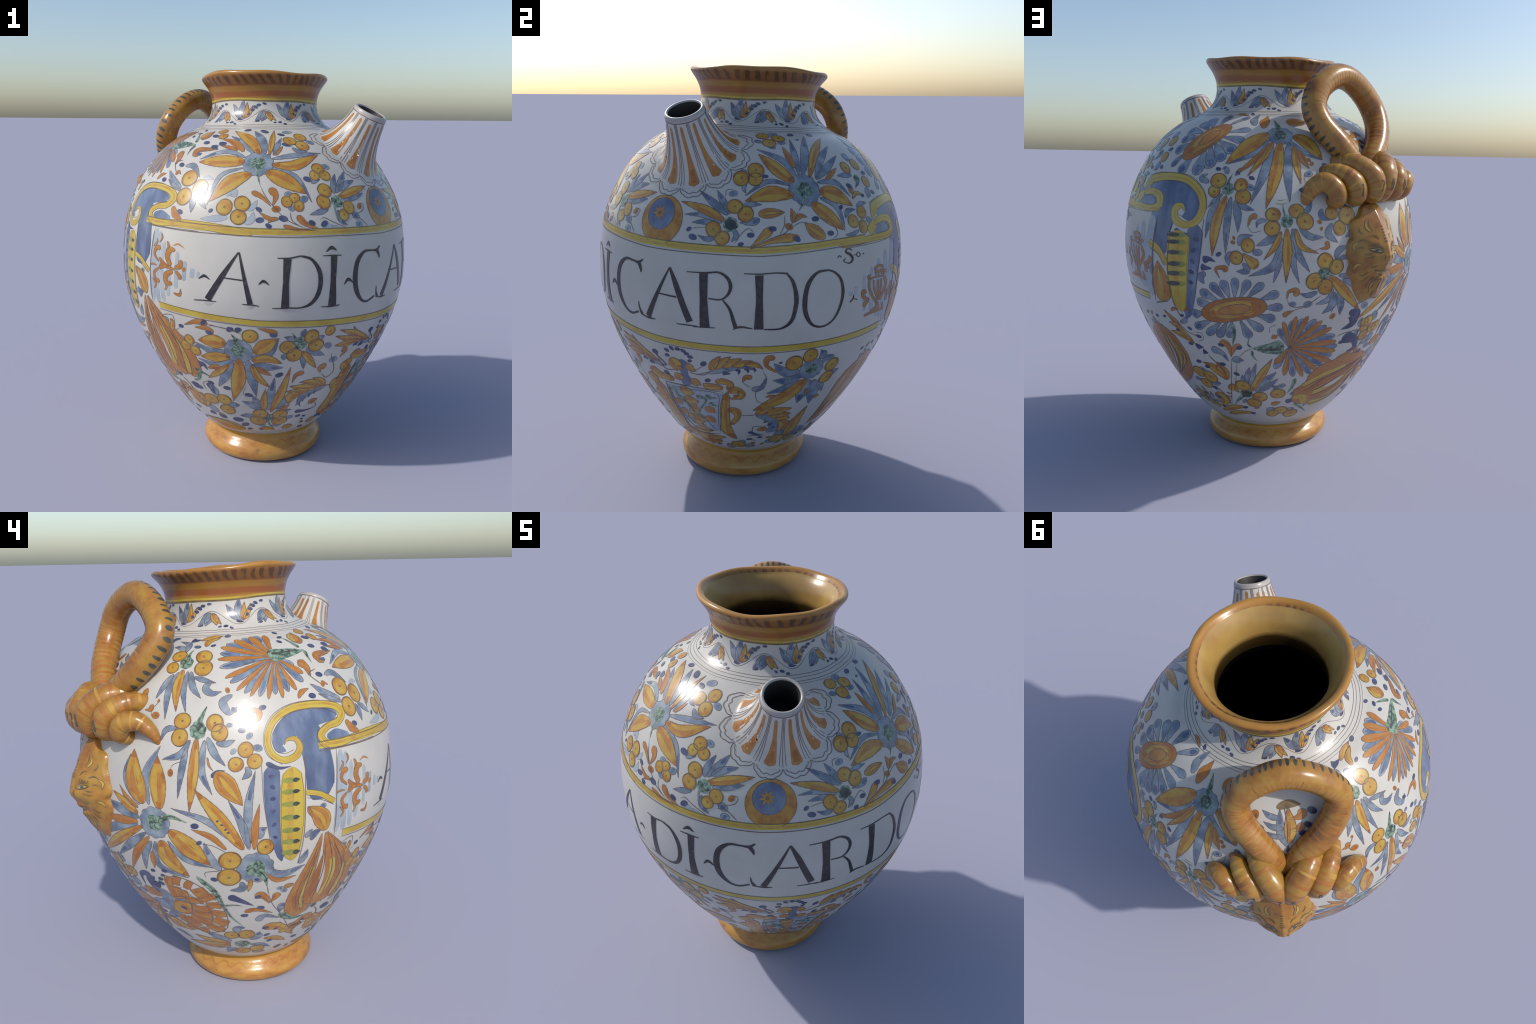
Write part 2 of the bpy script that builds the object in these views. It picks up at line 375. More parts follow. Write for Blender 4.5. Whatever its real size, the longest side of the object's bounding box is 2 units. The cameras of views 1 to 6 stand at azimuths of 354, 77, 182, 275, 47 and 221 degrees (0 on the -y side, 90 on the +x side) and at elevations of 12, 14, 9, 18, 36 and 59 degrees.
# ------------------------------------------------------------------ brush-painted decoration
# Every stroke is a thin sheet of pigment laid on the wall: a spine, a width and a brush shape, in millimetres on the
# tangent plane at the motif's centre (x to the right seen from outside, y up), dropped onto the surface.
PIG = {
    "amber": pigment("amber_pigment", [(.28, (.27, .105, .026)), (.40, (.355, .160, .032)), (.54, (.41, .225, .042)), (.70, (.41, .265, .058))], 19),
    "orange": pigment("orange_pigment", [(.3, (.32, .125, .034)), (.5, (.36, .160, .042)), (.7, (.39, .195, .055))], 20),
    "gold": pigment("gold_pigment", [(.3, (.37, .20, .040)), (.5, (.42, .27, .050)), (.7, (.43, .31, .07))], 22),
    "honey": pigment("honey_pigment", [(.3, (.34, .18, .036)), (.5, (.395, .245, .045)), (.7, (.42, .30, .062))], 24),
    "yellow": pigment("yellow_pigment", [(.3, (.40, .27, .040)), (.5, (.45, .335, .050)), (.7, (.44, .355, .07))], 10),
    "blue": pigment("blue_pigment", [(.28, (.080, .105, .160)), (.42, (.138, .175, .230)), (.56, (.20, .245, .295)), (.72, (.275, .32, .355))], 17),
    "navy": pigment("navy_pigment", [(.3, (.038, .045, .095)), (.55, (.062, .073, .14)), (.75, (.105, .12, .20))], 22),
    "cobalt": pigment("cobalt_pigment", [(.30, (.062, .080, .155)), (.45, (.09, .118, .20)), (.58, (.14, .18, .265)), (.74, (.225, .28, .345))], 9, stretch=(1, 1, .45)),
    "pale": pigment("pale_blue_pigment", [(.3, (.26, .30, .355)), (.6, (.33, .37, .405)), (.8, (.40, .415, .42))], 14),
    "green": pigment("green_pigment", [(.34, (.03, .042, .034)), (.45, (.10, .155, .115)), (.55, (.18, .27, .20)), (.75, (.26, .35, .275))], 55),
    "olive": pigment("olive_pigment", [(.3, (.16, .19, .045)), (.7, (.28, .28, .07))], 18),
    "soot": pigment("soot_pigment", [(.3, (.03, .035, .035)), (.7, (.09, .095, .08))], 30),
    "line": pigment("manganese_line", [(.3, (.10, .070, .064)), (.6, (.155, .11, .10)), (.8, (.24, .185, .17))], 26),
    "ink": pigment("manganese_ink", [(.35, (.022, .019, .022)), (.6, (.04, .035, .038)), (.80, (.10, .09, .09))], 60),
    "stain": pigment("ink_stain", [(.3, (.36, .32, .32)), (.7, (.44, .42, .41))], 30),
    "white": GLAZE,
    "rust": pigment("rust_pigment", [(.3, (.27, .095, .022)), (.55, (.34, .135, .030)), (.75, (.38, .175, .043))], 12),
    "umber": pigment("umber_pigment", [(.3, (.10, .07, .04)), (.7, (.22, .15, .07))], 25),
}
PIGN = list(PIG); PMATS = [PIG[k] for k in PIGN]
LEVEL = {"fill0": .0005, "fill1": .0008, "fill2": .0011, "fill3": .0014, "edge": .00012, "top": .0017, "top2": .0020}

def width_profile(shape, t):
    if shape == "p": return np.where(t < .42, np.sqrt(np.clip(1 - (1 - t / .42) ** 2, 0, 1)) * .85 + .15 * t / .42, 1 - np.clip((t - .42) / .58, 0, 1) ** 1.7)
    if shape == "c": return np.where(t < .72, .10 + .90 * (t / .72) ** 1.05, np.sqrt(np.clip(1 - ((t - .72) / .28) ** 2, 0, 1)))
    if shape == "t": return np.where(t < .18, np.sqrt(np.clip(1 - (1 - t / .18) ** 2, 0, 1)), (1 - np.clip((t - .18) / .82, 0, 1)) ** .8)
    if shape == "r": return np.clip(np.minimum(t, 1 - t) / .03, .05, 1) ** .5
    return np.sqrt(np.clip(1 - (2 * t - 1) ** 2, 0, 1))

class Sheet:
    """collects painted patches, drops them on a surface in one go"""
    def __init__(self): self.P, self.L, self.F, self.I, self.n = [], [], [], [], 0
    def grid(self, G, lift, pig):
        nu, nv = G.shape[:2]
        self.P.append(G.reshape(-1, 2)); self.L.append(np.full(nu * nv, lift)); f = grid_faces(nu, nv, base=self.n)
        self.F.append(f); self.I.append(np.full(len(f), PIGN.index(pig))); self.n += nu * nv
    def band(self, C, w, lift, pig, nv=3, off=0.0):
        """strip of width w (array or number) along polyline C"""
        C = np.asarray(C, float); T = np.gradient(C, axis=0); T /= np.maximum(np.linalg.norm(T, axis=1), 1e-9)[:, None]
        Nn = np.stack([-T[:, 1], T[:, 0]], 1); w = np.broadcast_to(np.asarray(w, float), (len(C),))
        k = np.linspace(-.5, .5, nv); self.grid(C[:, None] + Nn[:, None] * (k[None, :, None] * w[:, None, None] + np.asarray(off).reshape(-1, 1, 1)), lift, pig)
    def disc(self, c, r, lift, pig, sq=1.0, ang=0.0, n=24, wave=0.0, waves=9):
        t = np.linspace(2 * pi, 0, n + 1); k = np.array([.02, .5, 1.0])
        rr = r * (1 + wave * np.abs(np.sin(t * waves / 2)) - wave * .5)
        x = np.cos(t) * rr; y = np.sin(t) * rr * sq; ca, sa = math.cos(ang), math.sin(ang)
        E = np.stack([x * ca - y * sa, x * sa + y * ca], -1); self.grid(np.asarray(c) + E[:, None] * k[None, :, None], lift, pig); return np.asarray(c) + E
    def edge(self, poly, w, lift, pig="line"):
        poly = np.asarray(poly, float); d = np.linalg.norm(np.diff(poly, axis=0), axis=1); keep = np.concatenate([[True], d > 1e-3]); poly = poly[keep]
        if len(poly) > 2: self.band(poly, w * (1 + .25 * np.sin(np.arange(len(poly)) * .9)), lift, pig, 2)

def resample(C, step):
    d = np.concatenate([[0], np.cumsum(np.linalg.norm(np.diff(C, axis=0), axis=1))]); n = max(7, int(d[-1] / step) + 2)
    s = np.linspace(0, d[-1], n); return np.stack([np.interp(s, d, C[:, i]) for i in range(C.shape[1])], 1), d[-1]

STYLE = {  # kind: (fill pigment, default brush, level, outline width mm, streaks)
    "A": ("amber", "p", "fill2", 2.5, "amber"), "O": ("orange", "p", "fill2", 1.9, "orange"), "B": ("blue", "p", "fill1", 2.3, "blue"), "N": ("navy", "t", "fill1", 0, ""),
    "Y": ("yellow", "r", "fill2", 0, "band"), "V": ("cobalt", "r", "fill0", 0, ""), "G": ("green", "t", "fill3", 0, "green"), "P": ("pale", "p", "fill0", .9, ""), "L": ("line", "r", "top", 0, ""),
    "Z": ("amber", "p", "fill2", 2.2, "bud"), "X": ("orange", "r", "fill2", 2.4, ""), "W": ("white", "p", "fill3", 0, ""), "H": ("olive", "p", "fill3", 0, ""), "S": ("soot", "p", "top", 0, ""),
    "K": ("ink", "r", "top", 0, ""), "F": ("rust", "p", "fill2", 1.8, "orange"), "I": ("stain", "p", "fill0", 0, ""), "M": ("umber", "p", "top", 0, ""), "J": ("rust", "o", "fill2", 3.0, ""), "T": ("orange", "o", "fill3", 3.0, "")}

def brush(sh, kind, pts, W):
    k = kind[0]; pig, shape, lev, ow, streak = STYLE[k]
    if len(kind) > 1: shape = kind[1]
    lift = LEVEL[lev]; pts = np.asarray(pts, float)
    C = spline(pts, 14) if len(pts) > 2 else np.linspace(pts[0], pts[1], 20)
    C, length = resample(C, 5.0 if k == "L" else 4.0)
    t = np.linspace(0, 1, len(C))
    if len(W) > 1:
        u = np.linspace(0, 1, len(W)); d = np.concatenate([[0], np.cumsum(np.linalg.norm(np.diff(pts, axis=0), axis=1))]); u = d / d[-1] if len(d) == len(W) else u
        w = np.interp(t, u, W)
        w = w * (np.clip(np.minimum(t, 1 - t) / .07, .02, 1) ** .5 if k not in "KL" else 1)
    else:
        if shape == "r" and k in "LK": w = W[0] * (np.clip(np.minimum(t, 1 - t) / .12, .35, 1))
        else: w = W[0] * width_profile(shape, t)
        if k != "L": w = w * (1 + .05 * np.sin(t * 7 + len(sh.P)))
    w = np.maximum(w, .35); wide = float(np.max(w)); nv = 3 if wide < 14 else 5 if wide < 60 else 9
    sh.band(C, w, lift, pig, nv)
    if ow and wide > 7 and not (k == "P" and len(W) > 1):
        T = np.gradient(C, axis=0); T /= np.maximum(np.linalg.norm(T, axis=1), 1e-9)[:, None]; Nn = np.stack([-T[:, 1], T[:, 0]], 1)
        poly = np.vstack([C + Nn * w[:, None] / 2, (C - Nn * w[:, None] / 2)[::-1], (C + Nn * w[:, None] / 2)[:1]])
        sh.edge(poly, ow, lift + LEVEL["edge"])
    i0, i1 = int(len(C) * .12), max(int(len(C) * .86), int(len(C) * .12) + 4)
    if streak == "amber" and wide > 11:
        sg = 1 if (len(sh.P) % 2) else -1
        sub = slice(i0, i1); ts = np.linspace(0, 1, len(C[sub]))
        sh.band(C[sub], w[sub] * .42 * np.sin(pi * ts) ** .5, lift + .00004, "gold", 3, off=sg * w[sub] * .22)
        sh.band(C[i0:int(len(C) * .7)], w[i0:int(len(C) * .7)] * .30 * np.sin(np.linspace(0, pi, len(C[i0:int(len(C) * .7)]))) ** .6, lift + .00008, "orange", 3, off=-sg * w[i0:int(len(C) * .7)] * .10)
    if streak == "amber" and wide > 16:
        j = slice(0, max(int(len(C) * .16), 4)); sh.band(C[j], w[j] * .55, lift + .00010, "rust", 3)
        j = slice(int(len(C) * .84), len(C)); sh.band(C[j], w[j] * .8, lift + .00009, "rust", 3)
    if streak == "blue" and wide > 13:
        j = slice(int(len(C) * .62), max(int(len(C) * .97), int(len(C) * .62) + 4)); ts = np.linspace(0, 1, len(C[j]))
        sh.band(C[j], w[j] * .62 * np.sin(pi * (.18 + .82 * ts)) ** .6, lift + .00005, "cobalt", 3)
    if streak == "orange" and wide > 12:
        j = slice(i0, i1); ts = np.linspace(0, 1, len(C[j])); sh.band(C[j], w[j] * .35 * np.sin(pi * ts) ** .6, lift + .00005, "rust", 3, off=w[j] * .2)
    if streak == "bud":
        for o, f in ((-.30, "orange"), (0, "gold"), (.30, "orange")):
            j = slice(i0, i1); ts = np.linspace(0, 1, len(C[j])); sh.band(C[j], w[j] * .20 * np.sin(pi * ts) ** .6, lift + .00005, f, 3, off=o * w[j])
        for o in (-.17, .17):
            j = slice(i0, int(len(C) * .95)); sh.band(C[j], 1.8, lift + .0001, "line", 2, off=o * w[j])
    if streak == "band":
        for o, ww in ((.46, 2.2), (-.46, 2.2)): sh.band(C, ww, lift + .0001, "umber", 2, off=o * w)
        sh.band(C, w * .28, lift + .00005, "gold", 3, off=-.08 * w)
    if streak == "green" and wide > 9:
        j = slice(i0, i1); sh.band(C[j], w[j] * .16, lift + .00006, "soot", 2, off=w[j] * .12)

def dab(sh, kind, c, r):
    """round marks: berries, dots, flower hearts, discs"""
    k = kind[0]; a = rng.uniform(0, 3); c = np.asarray(c, float)
    if k == "R":
        r = r * .93; dark = rng.random() < .25; e = sh.disc(c, r * 1.02, LEVEL["fill3"], "amber", .94, a)
        th = rng.uniform(0, 2 * pi); off = np.array([math.cos(th), math.sin(th)])
        sh.disc(c + off * r * .20, r * .72, LEVEL["fill3"] + .00004, "gold" if dark else "honey", .9, a); sh.disc(c - off * r * .15, r * .30, LEVEL["fill3"] + .00008, "amber", .8, a)
        sh.edge(e, max(2.0, r * .14), LEVEL["fill3"] + .00012, "umber"); sh.disc(c, max(r * .15, 1.5), LEVEL["top"], "umber", .7, a, 12)
    elif k == "D": sh.disc(c, r, LEVEL["fill3"], "navy", .66, math.radians(rng.uniform(-40, 40)), 18)
    elif k == "U": e = sh.disc(c, r, LEVEL["fill1"], "blue", .70, math.radians(rng.uniform(-40, 40)), 20); sh.edge(e, 1.4, LEVEL["fill1"] + .0001); sh.disc(c, r * .45, LEVEL["fill1"] + .0001, "cobalt", .8, a, 14)
    elif k == "E": sh.disc(c, r, LEVEL["fill3"], "rust", .75, a, 18); sh.disc(c + [r * .2, -r * .1], r * .4, LEVEL["fill3"] + .0001, "umber", .7, a, 12)
    elif k == "C":
        e = sh.disc(c, r, LEVEL["fill2"], "blue", .95, a, 72, .10, 11); sh.edge(e, 1.8, LEVEL["fill2"] + .0003); dab(sh, "g", c, r * .52)
    elif k == "g":
        sh.disc(c, r, LEVEL["fill3"], "green", .92, a, 30, .14, 7); sh.disc(c + [r * .1, 0], r * .55, LEVEL["fill3"] + .0001, "green", .9, a + 1, 24, .1, 5)
        for q in range(4): th = a + q * 1.7; sh.band(np.array([c + [r * .15 * math.cos(th), r * .15 * math.sin(th)], c + [r * .55 * math.cos(th + .5), r * .55 * math.sin(th + .5)], c + [r * .8 * math.cos(th + .9), r * .8 * math.sin(th + .9)]]), max(1.5, r * .10), LEVEL["top"], "soot", 2)
    elif k == "k":
        sh.disc(c, r, LEVEL["fill3"], "green", .92, a, 30, .14, 7); sh.disc(c, r * .78, LEVEL["fill3"] + .0001, "soot", .9, a, 24, .12, 6)
    elif k == "Q":
        pig = {"y": "amber", "v": "cobalt", "o": "orange", "b": "blue"}[kind[1]]; lev = {"y": "fill2", "v": "fill3", "o": "fill3", "b": "fill1"}[kind[1]]
        e = sh.disc(c, r, LEVEL[lev], pig, 1.0, 0, 56); sh.edge(e, 2.6, LEVEL[lev] + .0001)
    elif k == "*":
        for q in range(8):
            th = q * pi / 4 + .2; sh.band(np.array([c + [r * f * math.cos(th), r * f * math.sin(th)] for f in (0, .4, 1)]), np.array([r * .42, r * .34, .6]), LEVEL["top"], "amber", 3)
        sh.disc(c, r * .25, LEVEL["top2"], "umber", 1, 0, 14)

def lay(sh, name, centre, parent, surface=None):
    """drop the collected sheet on the wall round local point centre"""
    c, n = closest(np.asarray(centre)[None]); c, n = c[0], n[0]
    a = math.atan2(c[1], c[0]); t = np.array([-math.sin(a), math.cos(a), 0]); u = np.cross(n, t)
    Q = np.vstack(sh.P) / 1000; L = np.concatenate(sh.L)
    if surface is None: p, nn = closest(c + Q[:, :1] * t + Q[:, 1:] * u); V = p + nn * L[:, None]
    else: V, nn = surface(Q[:, 0], Q[:, 1], L)
    I = np.concatenate(sh.I); used = sorted(set(I.tolist())); remap = np.zeros(len(PIGN), int); remap[used] = np.arange(len(used))
    return make(name, V, np.vstack(sh.F), [PMATS[i] for i in used], parent, remap[I], nn)

def parse(sh, text):
    for l in text.strip().splitlines():
        f = l.split(); kind = f[0]
        if f[0][0] in "RDUECgkQ*":
            dab(sh, kind, [float(v) for v in f[1].split(",")], float(f[2][1:])); continue
        pts = [[float(v) for v in q.split(",")] for q in f[1:] if q[0] != "/"]
        W = [float(f[-1][1:])] if f[-1][0] == "/" else [q[2] for q in pts]
        brush(sh, kind, [q[:2] for q in pts], W)

BODY = bpy.data.objects["body"]
def motif(name, az, w, text, parent=None):
    sh = Sheet(); parse(sh, text); r = float(np.interp(w, PR[:, 1], PR[:, 0]))
    return lay(sh, name, cyl(az, r, w), parent or BODY)

def circle_band(name, heights, width, pig, lev="fill0", n=240, az0=-180, az1=180, parent=None, jitter=.0):
    """a brush line run round the pot on the wheel; heights: list of (azimuth, height) or one number"""
    az = np.linspace(az0, az1, n); h = np.full(n, heights) if isinstance(heights, float) else np.interp(az, [q[0] for q in heights], [q[1] for q in heights])
    h = h + jitter * np.sin(az * .11) * np.sin(az * .047 + 1); s = np.interp(h, PR[:, 1], SS)
    k = np.linspace(-.5, .5, 3) * width / 1000
    V = np.stack([at_s(az, s + q, LEVEL[lev]) for q in k], 1); a = np.radians(az)
    nr = np.interp(s, SS, NR[:, 0]); nw = np.interp(s, SS, NR[:, 1]); nn = np.repeat(np.stack([nr * np.cos(a), nr * np.sin(a), nw], 1)[:, None], 3, 1)
    return make(name, V.reshape(-1, 3), grid_faces(n, 3), PIG[pig], parent or BODY, normals=nn.reshape(-1, 3))
# ---- bands run on the wheel
TOPB = [(-150, 1.290), (-131, 1.281), (-98, 1.262), (-75, 1.258), (-48, 1.253), (-9, 1.263), (17, 1.290), (36, 1.300)]
LOWB = [(-140, .896), (-127, .882), (-98, .850), (-74, .841), (-44, .832), (-10, .841), (24, .864), (40, .874)]
sh_ = lambda pts, d: [(a, h + d) for a, h in pts]
circle_band("painted_band", TOPB, 27, "yellow", "fill2", az0=-146, az1=30)
circle_band("painted_band", sh_(TOPB, -.001), 9, "gold", "fill3", az0=-146, az1=30)
circle_band("painted_line", sh_(TOPB, .013), 4.0, "umber", "top", az0=-146, az1=30)
circle_band("painted_line", sh_(TOPB, -.0215), 3.6, "line", "top", az0=-146, az1=30, jitter=.002)
circle_band("painted_band", LOWB, 26, "yellow", "fill2", az0=-138, az1=43)
circle_band("painted_line", sh_(LOWB, .0145), 3.2, "umber", "top", az0=-138, az1=43)
circle_band("painted_line", sh_(LOWB, -.018), 2.8, "line", "top", az0=-138, az1=43, jitter=.002)
for h, w_ in ((1.730, 2.4), (1.7225, 2.0), (1.714, 2.4), (1.7085, 1.6)): circle_band("painted_line", h, w_, "line", "fill0", jitter=.0015)
for h, w_ in ((.176, 2.0), (.163, 1.8), (.144, 2.2)): circle_band("painted_line", h, w_, "line", "fill0")
circle_band("painted_line", .1385, 4.0, "umber", "fill0")
motif("painted_flower", -98.2, 1.578, """
C -8,-35 /68
A -67,-25 -167,-8 -304,18 /72
B -68,3 -157,51 -300,36 /29
A -35,-88 -127,-128 -240,-218 /73
B -75,-56 -179,-88 -257,-238 /21
A 29,-78 122,-122 223,-175 /79
B 50,-57 166,-92 256,-218 /22
A 54,-41 155,-33 279,60 /54
B 53,-9 164,29 297,80 /29
O -74,39 -130,118 -194,163 /39
O -106,49 -150,81 -191,102 /23
B -30,24 -73,94 -146,177 /35
A 1,18 -52,123 -134,249 /60
B 22,24 7,113 -32,227 /43
A 42,13 52,100 63,237 /25
B 61,14 78,80 97,147 /25
O 70,15 87,48 103,80 /17
G -10,-53 -7,-99 5,-152 /14""")
motif("painted_spray", -95.8, 1.364, """
L -22,102 -1,55 45,-6 100,-56 181,-88 /2.9
Oc 33,11 45,56 20,92 /36
Ot -60,74 -18,51 24,7 /26
E 47,-6 /20
Op 58,-51 16,-49 -26,-22 /19
Op 58,-49 33,-53 12,-68 /17
D -28,-9 /15
D -24,-56 /19
D 14,-81 /15
D 79,-48 /21
Ot 142,-33 180,-66 254,-89 /29
Ot 79,-80 158,-98 254,-99 /19
L 109,-17 118,-55 163,-84 /2.7
D 214,-62 /18
D -254,-3 /13""")
motif("berry_cluster", -109.0, 1.361, """
P 28,53 4,78 -15,52 /41
P 86,-10 110,13 124,41 /26
P 78,-71 106,-48 112,-13 /30
P -1,-44 -62,-50 -133,-50 /30
R 58,21 /38
R -21,3 /39
R 46,-40 /37""")
motif("berry_cluster", -84.8, 1.390, """
U -28,34 /18
U 39,9 /22
U -21,-32 /16
R -38,-1 /27
R -2,16 /25
R 14,-22 /26""")
motif("berry_cluster", -74.0, 1.504, """
B -39,-43 -18,-34 8,-25 /18
D -53,-23 /20
U 55,41 /20
R 12,29 /32
R -14,-5 /26
R 39,-6 /29""")
motif("berry_cluster", -78.6, 1.653, """
U -21,84 /25
B -34,-51 -9,-77 34,-76 /26
N -70,-13 -57,-32 -32,-41 /25
U 66,-8 /21
D -58,57 /18
R -32,-1 /33
R 28,32 /33
R 19,-37 /35""")
motif("painted_spray", -115.8, 1.670, """
R -65,63 /25
R -44,8 /26
D -87,16 /20
U -116,-37 /18
D -27,-55 /20
D -61,-78 /20
O -132,-100 -82,-93 -35,-97 /20
A -156,-3 -142,29 -116,68 /56
D 56,78 /18
D 140,80 /24
L -47,-61 -11,-80 34,-103 /3.0""")
motif("painted_flower", -65.6, 1.406, """
B -34,15 -26,57 2,113 /29
B -22,19 24,75 61,126 /33
B -4,28 47,60 104,82 /31
A -19,-5 54,17 179,57 /40
B 9,-19 70,-7 142,17 /27
B -83,-55 -129,-65 -179,-73 /25
B -34,-63 -28,-108 5,-135 /28
U 64,-92 /24
R -79,34 /36
R -99,-20 /36
R 30,-53 /33
R -5,-87 /29
G -49,-39 -46,-93 -31,-122 /8
g -29,-22 /30""")
motif("painted_scroll", -74.7, 1.333, """
P 1,-47 33,-59 62,-64 /26
L -20,-27 0,-15 41,-34 120,-66 /2.7
D 1,-43 /19
E 212,39 /18
L 200,53 239,51 232,22 182,1 /3.0
U 196,-47 /22
L 149,-18 197,-17 253,-53 /3.0
D -260,-38 /14
P 38,-56 67,-63 88,-66 /17""")
motif("sun_medallion", -45.3, 1.361, """
Qy 7,-14 /105
Qv -0,10 /68
* -7,13 /36""")
motif("painted_flower", 7.2, 1.567, """
C -3,-88 /71
A -44,-54 -102,8 -167,104 /62
B -30,-23 -68,50 -170,136 /32
A -54,-114 -147,-100 -269,-120 /68
B -63,-67 -149,-43 -265,-96 /21
O -26,14 -41,76 -51,138 /30
B -16,-19 -11,76 -2,197 /29
B 0,-23 34,77 84,248 /38
A 29,-32 75,76 184,266 /39
B 59,-35 102,56 189,179 /34
B 59,-39 127,23 213,115 /34
O 106,-41 144,-4 182,32 /22
A 63,-93 143,-106 240,-149 /74
B 61,-53 155,-46 233,-106 /27
A 18,-145 80,-196 179,-272 /67
B 62,-123 139,-159 182,-262 /26
G -9,-111 -19,-149 -43,-182 /17""")
motif("painted_spray", -0.2, 1.351, """
L 45,71 18,26 -8,-13 -56,-40 /2.7
O 18,22 21,54 13,82 /26
O 22,26 52,51 81,47 /20
E 1,6 /18
Z 161,-38 108,-8 68,21 /56
D 188,-17 /17
D 117,41 /17
L 133,46 193,28 226,-16 200,-41 /3.1
L 17,6 50,23 83,23 /2.3
Z -123,59 -68,62 -14,65 /44
L -15,53 -19,10 -40,-29 /2.3
Ac -159,-78 -114,-40 -66,2 /34
Ac -159,-82 -56,-48 43,-36 /34
D -66,-3 /16
D 33,-44 /16
D -157,-27 /16
L -141,-20 -164,0 -193,-18 -227,-61 /2.3
D -200,-64 /13""")
motif("painted_flower", -23.3, 1.401, """
A 23,-35 -58,3 -177,39 /37
B 32,-10 -34,37 -101,87 /30
B 39,-6 9,40 -25,90 /28
B 81,31 122,44 164,50 /23
Bc 86,-37 129,-34 163,-12 /28
B 13,-44 -67,-18 -153,-17 /22
B 1,-48 -59,-45 -113,-50 /24
B 3,-99 -43,-115 -82,-102 /22
B 62,-67 77,-89 60,-118 /22
R 56,28 /33
R 104,1 /35
R -20,-72 /34
R 20,-106 /32
k 48,-48 /31
D -125,-79 /13
D -105,-111 /19
L -110,-74 -49,-66 /2.0
U 42,82 /18
L 13,65 13,94 40,101 /2.2""")
motif("berry_cluster", -12.6, 1.525, """
B -30,-14 -37,-36 -28,-57 /17
U -42,43 /14
D 48,23 /13
R 8,50 /37
R -50,9 /36
R 8,7 /32""")
motif("berry_cluster", 5.1, 1.688, """
U -52,35 /24
U -129,-17 /17
U -29,-36 /18
U -79,-64 /17
D 31,35 /17
D 132,58 /17
D 51,-7 /8
R -98,25 /29
R -35,-1 /30
R -84,-35 /31""")
motif("berry_cluster", 34.0, 1.539, """
B -14,11 -66,13 -107,15 /25
B 52,-54 53,-77 39,-104 /42
B 10,129 20,104 13,81 /41
D 84,18 /17
D 95,-78 /15
A -73,-98 -35,-76 13,-91 /17
O -68,-77 -60,-50 -71,-26 /29
D -63,-39 /17
D 2,-90 /13
R -30,49 /31
R 51,64 /31
R 72,-26 /29
G 10,-5 4,-28 -29,-53 /23
g 10,-10 /20""")
motif("berry_cluster", 27.2, 1.379, """
B -64,6 -44,33 4,38 /22
B 15,50 52,61 88,65 /21
U 79,-15 /21
B -1,-53 -39,-66 -82,-66 /17
D -75,53 /13
R 39,23 /31
R -25,-12 /31
R 31,-40 /30""")
motif("painted_fan", -156.2, 1.619, """
Oc 29,8 30,80 37,159 /30
Bc 29,8 7,81 -5,161 /46
Oc 29,8 -5,79 -27,158 /38
Bc 29,8 -22,77 -58,154 /51
Oc 29,8 -43,74 -97,150 /40
Bc 29,8 -63,65 -136,130 /45
Oc 29,8 -79,58 -165,115 /33
Bc 29,8 -85,39 -177,78 /38
Oc 29,8 -96,24 -195,49 /28
Bc 29,8 -98,-0 -199,4 /33
Oc 29,8 -95,-31 -192,-53 /23
Bc 29,8 -87,-46 -178,-80 /28
Oc 29,8 -79,-68 -163,-121 /21
Bc 29,8 -63,-78 -134,-140 /26
Oc 29,8 -53,-87 -115,-158 /20
Bc 29,8 -33,-91 -78,-165 /26
Oc 29,8 -15,-101 -45,-183 /20
Bc 29,8 4,-91 -12,-166 /27
Oc 29,8 19,-101 17,-186 /22
Bc 29,8 36,-87 48,-161 /30
Oc 29,8 55,-85 84,-157 /24
Bc 29,8 78,-64 125,-120 /34
Oc 29,8 84,-43 135,-80 /28
Bc 29,8 67,-20 102,-42 /37
G 7,16 81,26 185,49 /71
G 167,63 135,100 106,131 /20
G 184,46 188,6 196,-25 /18
D 99,136 /14
D 86,100 /13
Ot 127,-17 164,-47 171,-90 /34
D 93,176 /12""")
motif("painted_flower", 169.5, 1.592, """
B -56,-7 -90,-58 -123,-111 /28
B -37,1 -66,-76 -72,-204 /28
A -19,13 -32,-78 -25,-172 /38
B 3,4 -3,-78 17,-176 /25
B 15,3 36,-70 73,-114 /28
B 32,-23 90,-39 126,-45 /21
B 105,-38 87,-73 117,-92 154,-81 /30
B -30,108 -31,164 -77,197 /28
B -35,115 -66,145 -94,149 /30
R -52,87 /33
R 55,81 /37
R -68,26 /29
R 64,21 /39
G -11,52 -9,95 4,125 /19
g -12,47 /30""")
motif("painted_spray", 179.8, 1.601, """
N -209,218 -187,234 -159,229 /34
N -103,195 -81,189 -58,192 /34
A -59,184 -12,202 34,209 /25
A -32,129 -24,169 22,196 /29
D -3,133 /12
D -69,132 /16
D 52,209 /15
B 84,-118 47,-150 75,-196 105,-171 /32
D 94,-183 /14
E 65,-99 /13
D 211,-171 /17
Ot 188,-233 198,-194 165,-183 114,-204 /27""")
motif("painted_flower", 173.7, 1.321, """
B -65,85 -110,79 -134,34 /24
B -8,36 -47,-19 -125,-38 /28
B -19,14 -45,-86 -70,-197 /27
A 18,43 2,-98 -25,-255 /43
B 49,35 37,-90 75,-180 /30
B 60,46 90,-20 131,-65 /29
B 94,24 131,21 169,36 /26
O 60,-31 67,-64 82,-83 /8
R -42,112 /36
R -51,47 /37
R 89,103 /37
R 108,65 /36
G 21,88 35,126 56,173 /25
g 22,74 /35
D 196,75 /16
U 228,54 /16
U 146,95 /12
E -165,142 /20
E -92,-91 /16
L -91,-76 -80,-60 -43,-45 /1.8
Ot -220,255 -235,253 -241,203 /42
Ot -197,189 -189,171 -224,171 /25
E -158,204 /9
L -157,198 -188,163 -184,138 /2.4""")
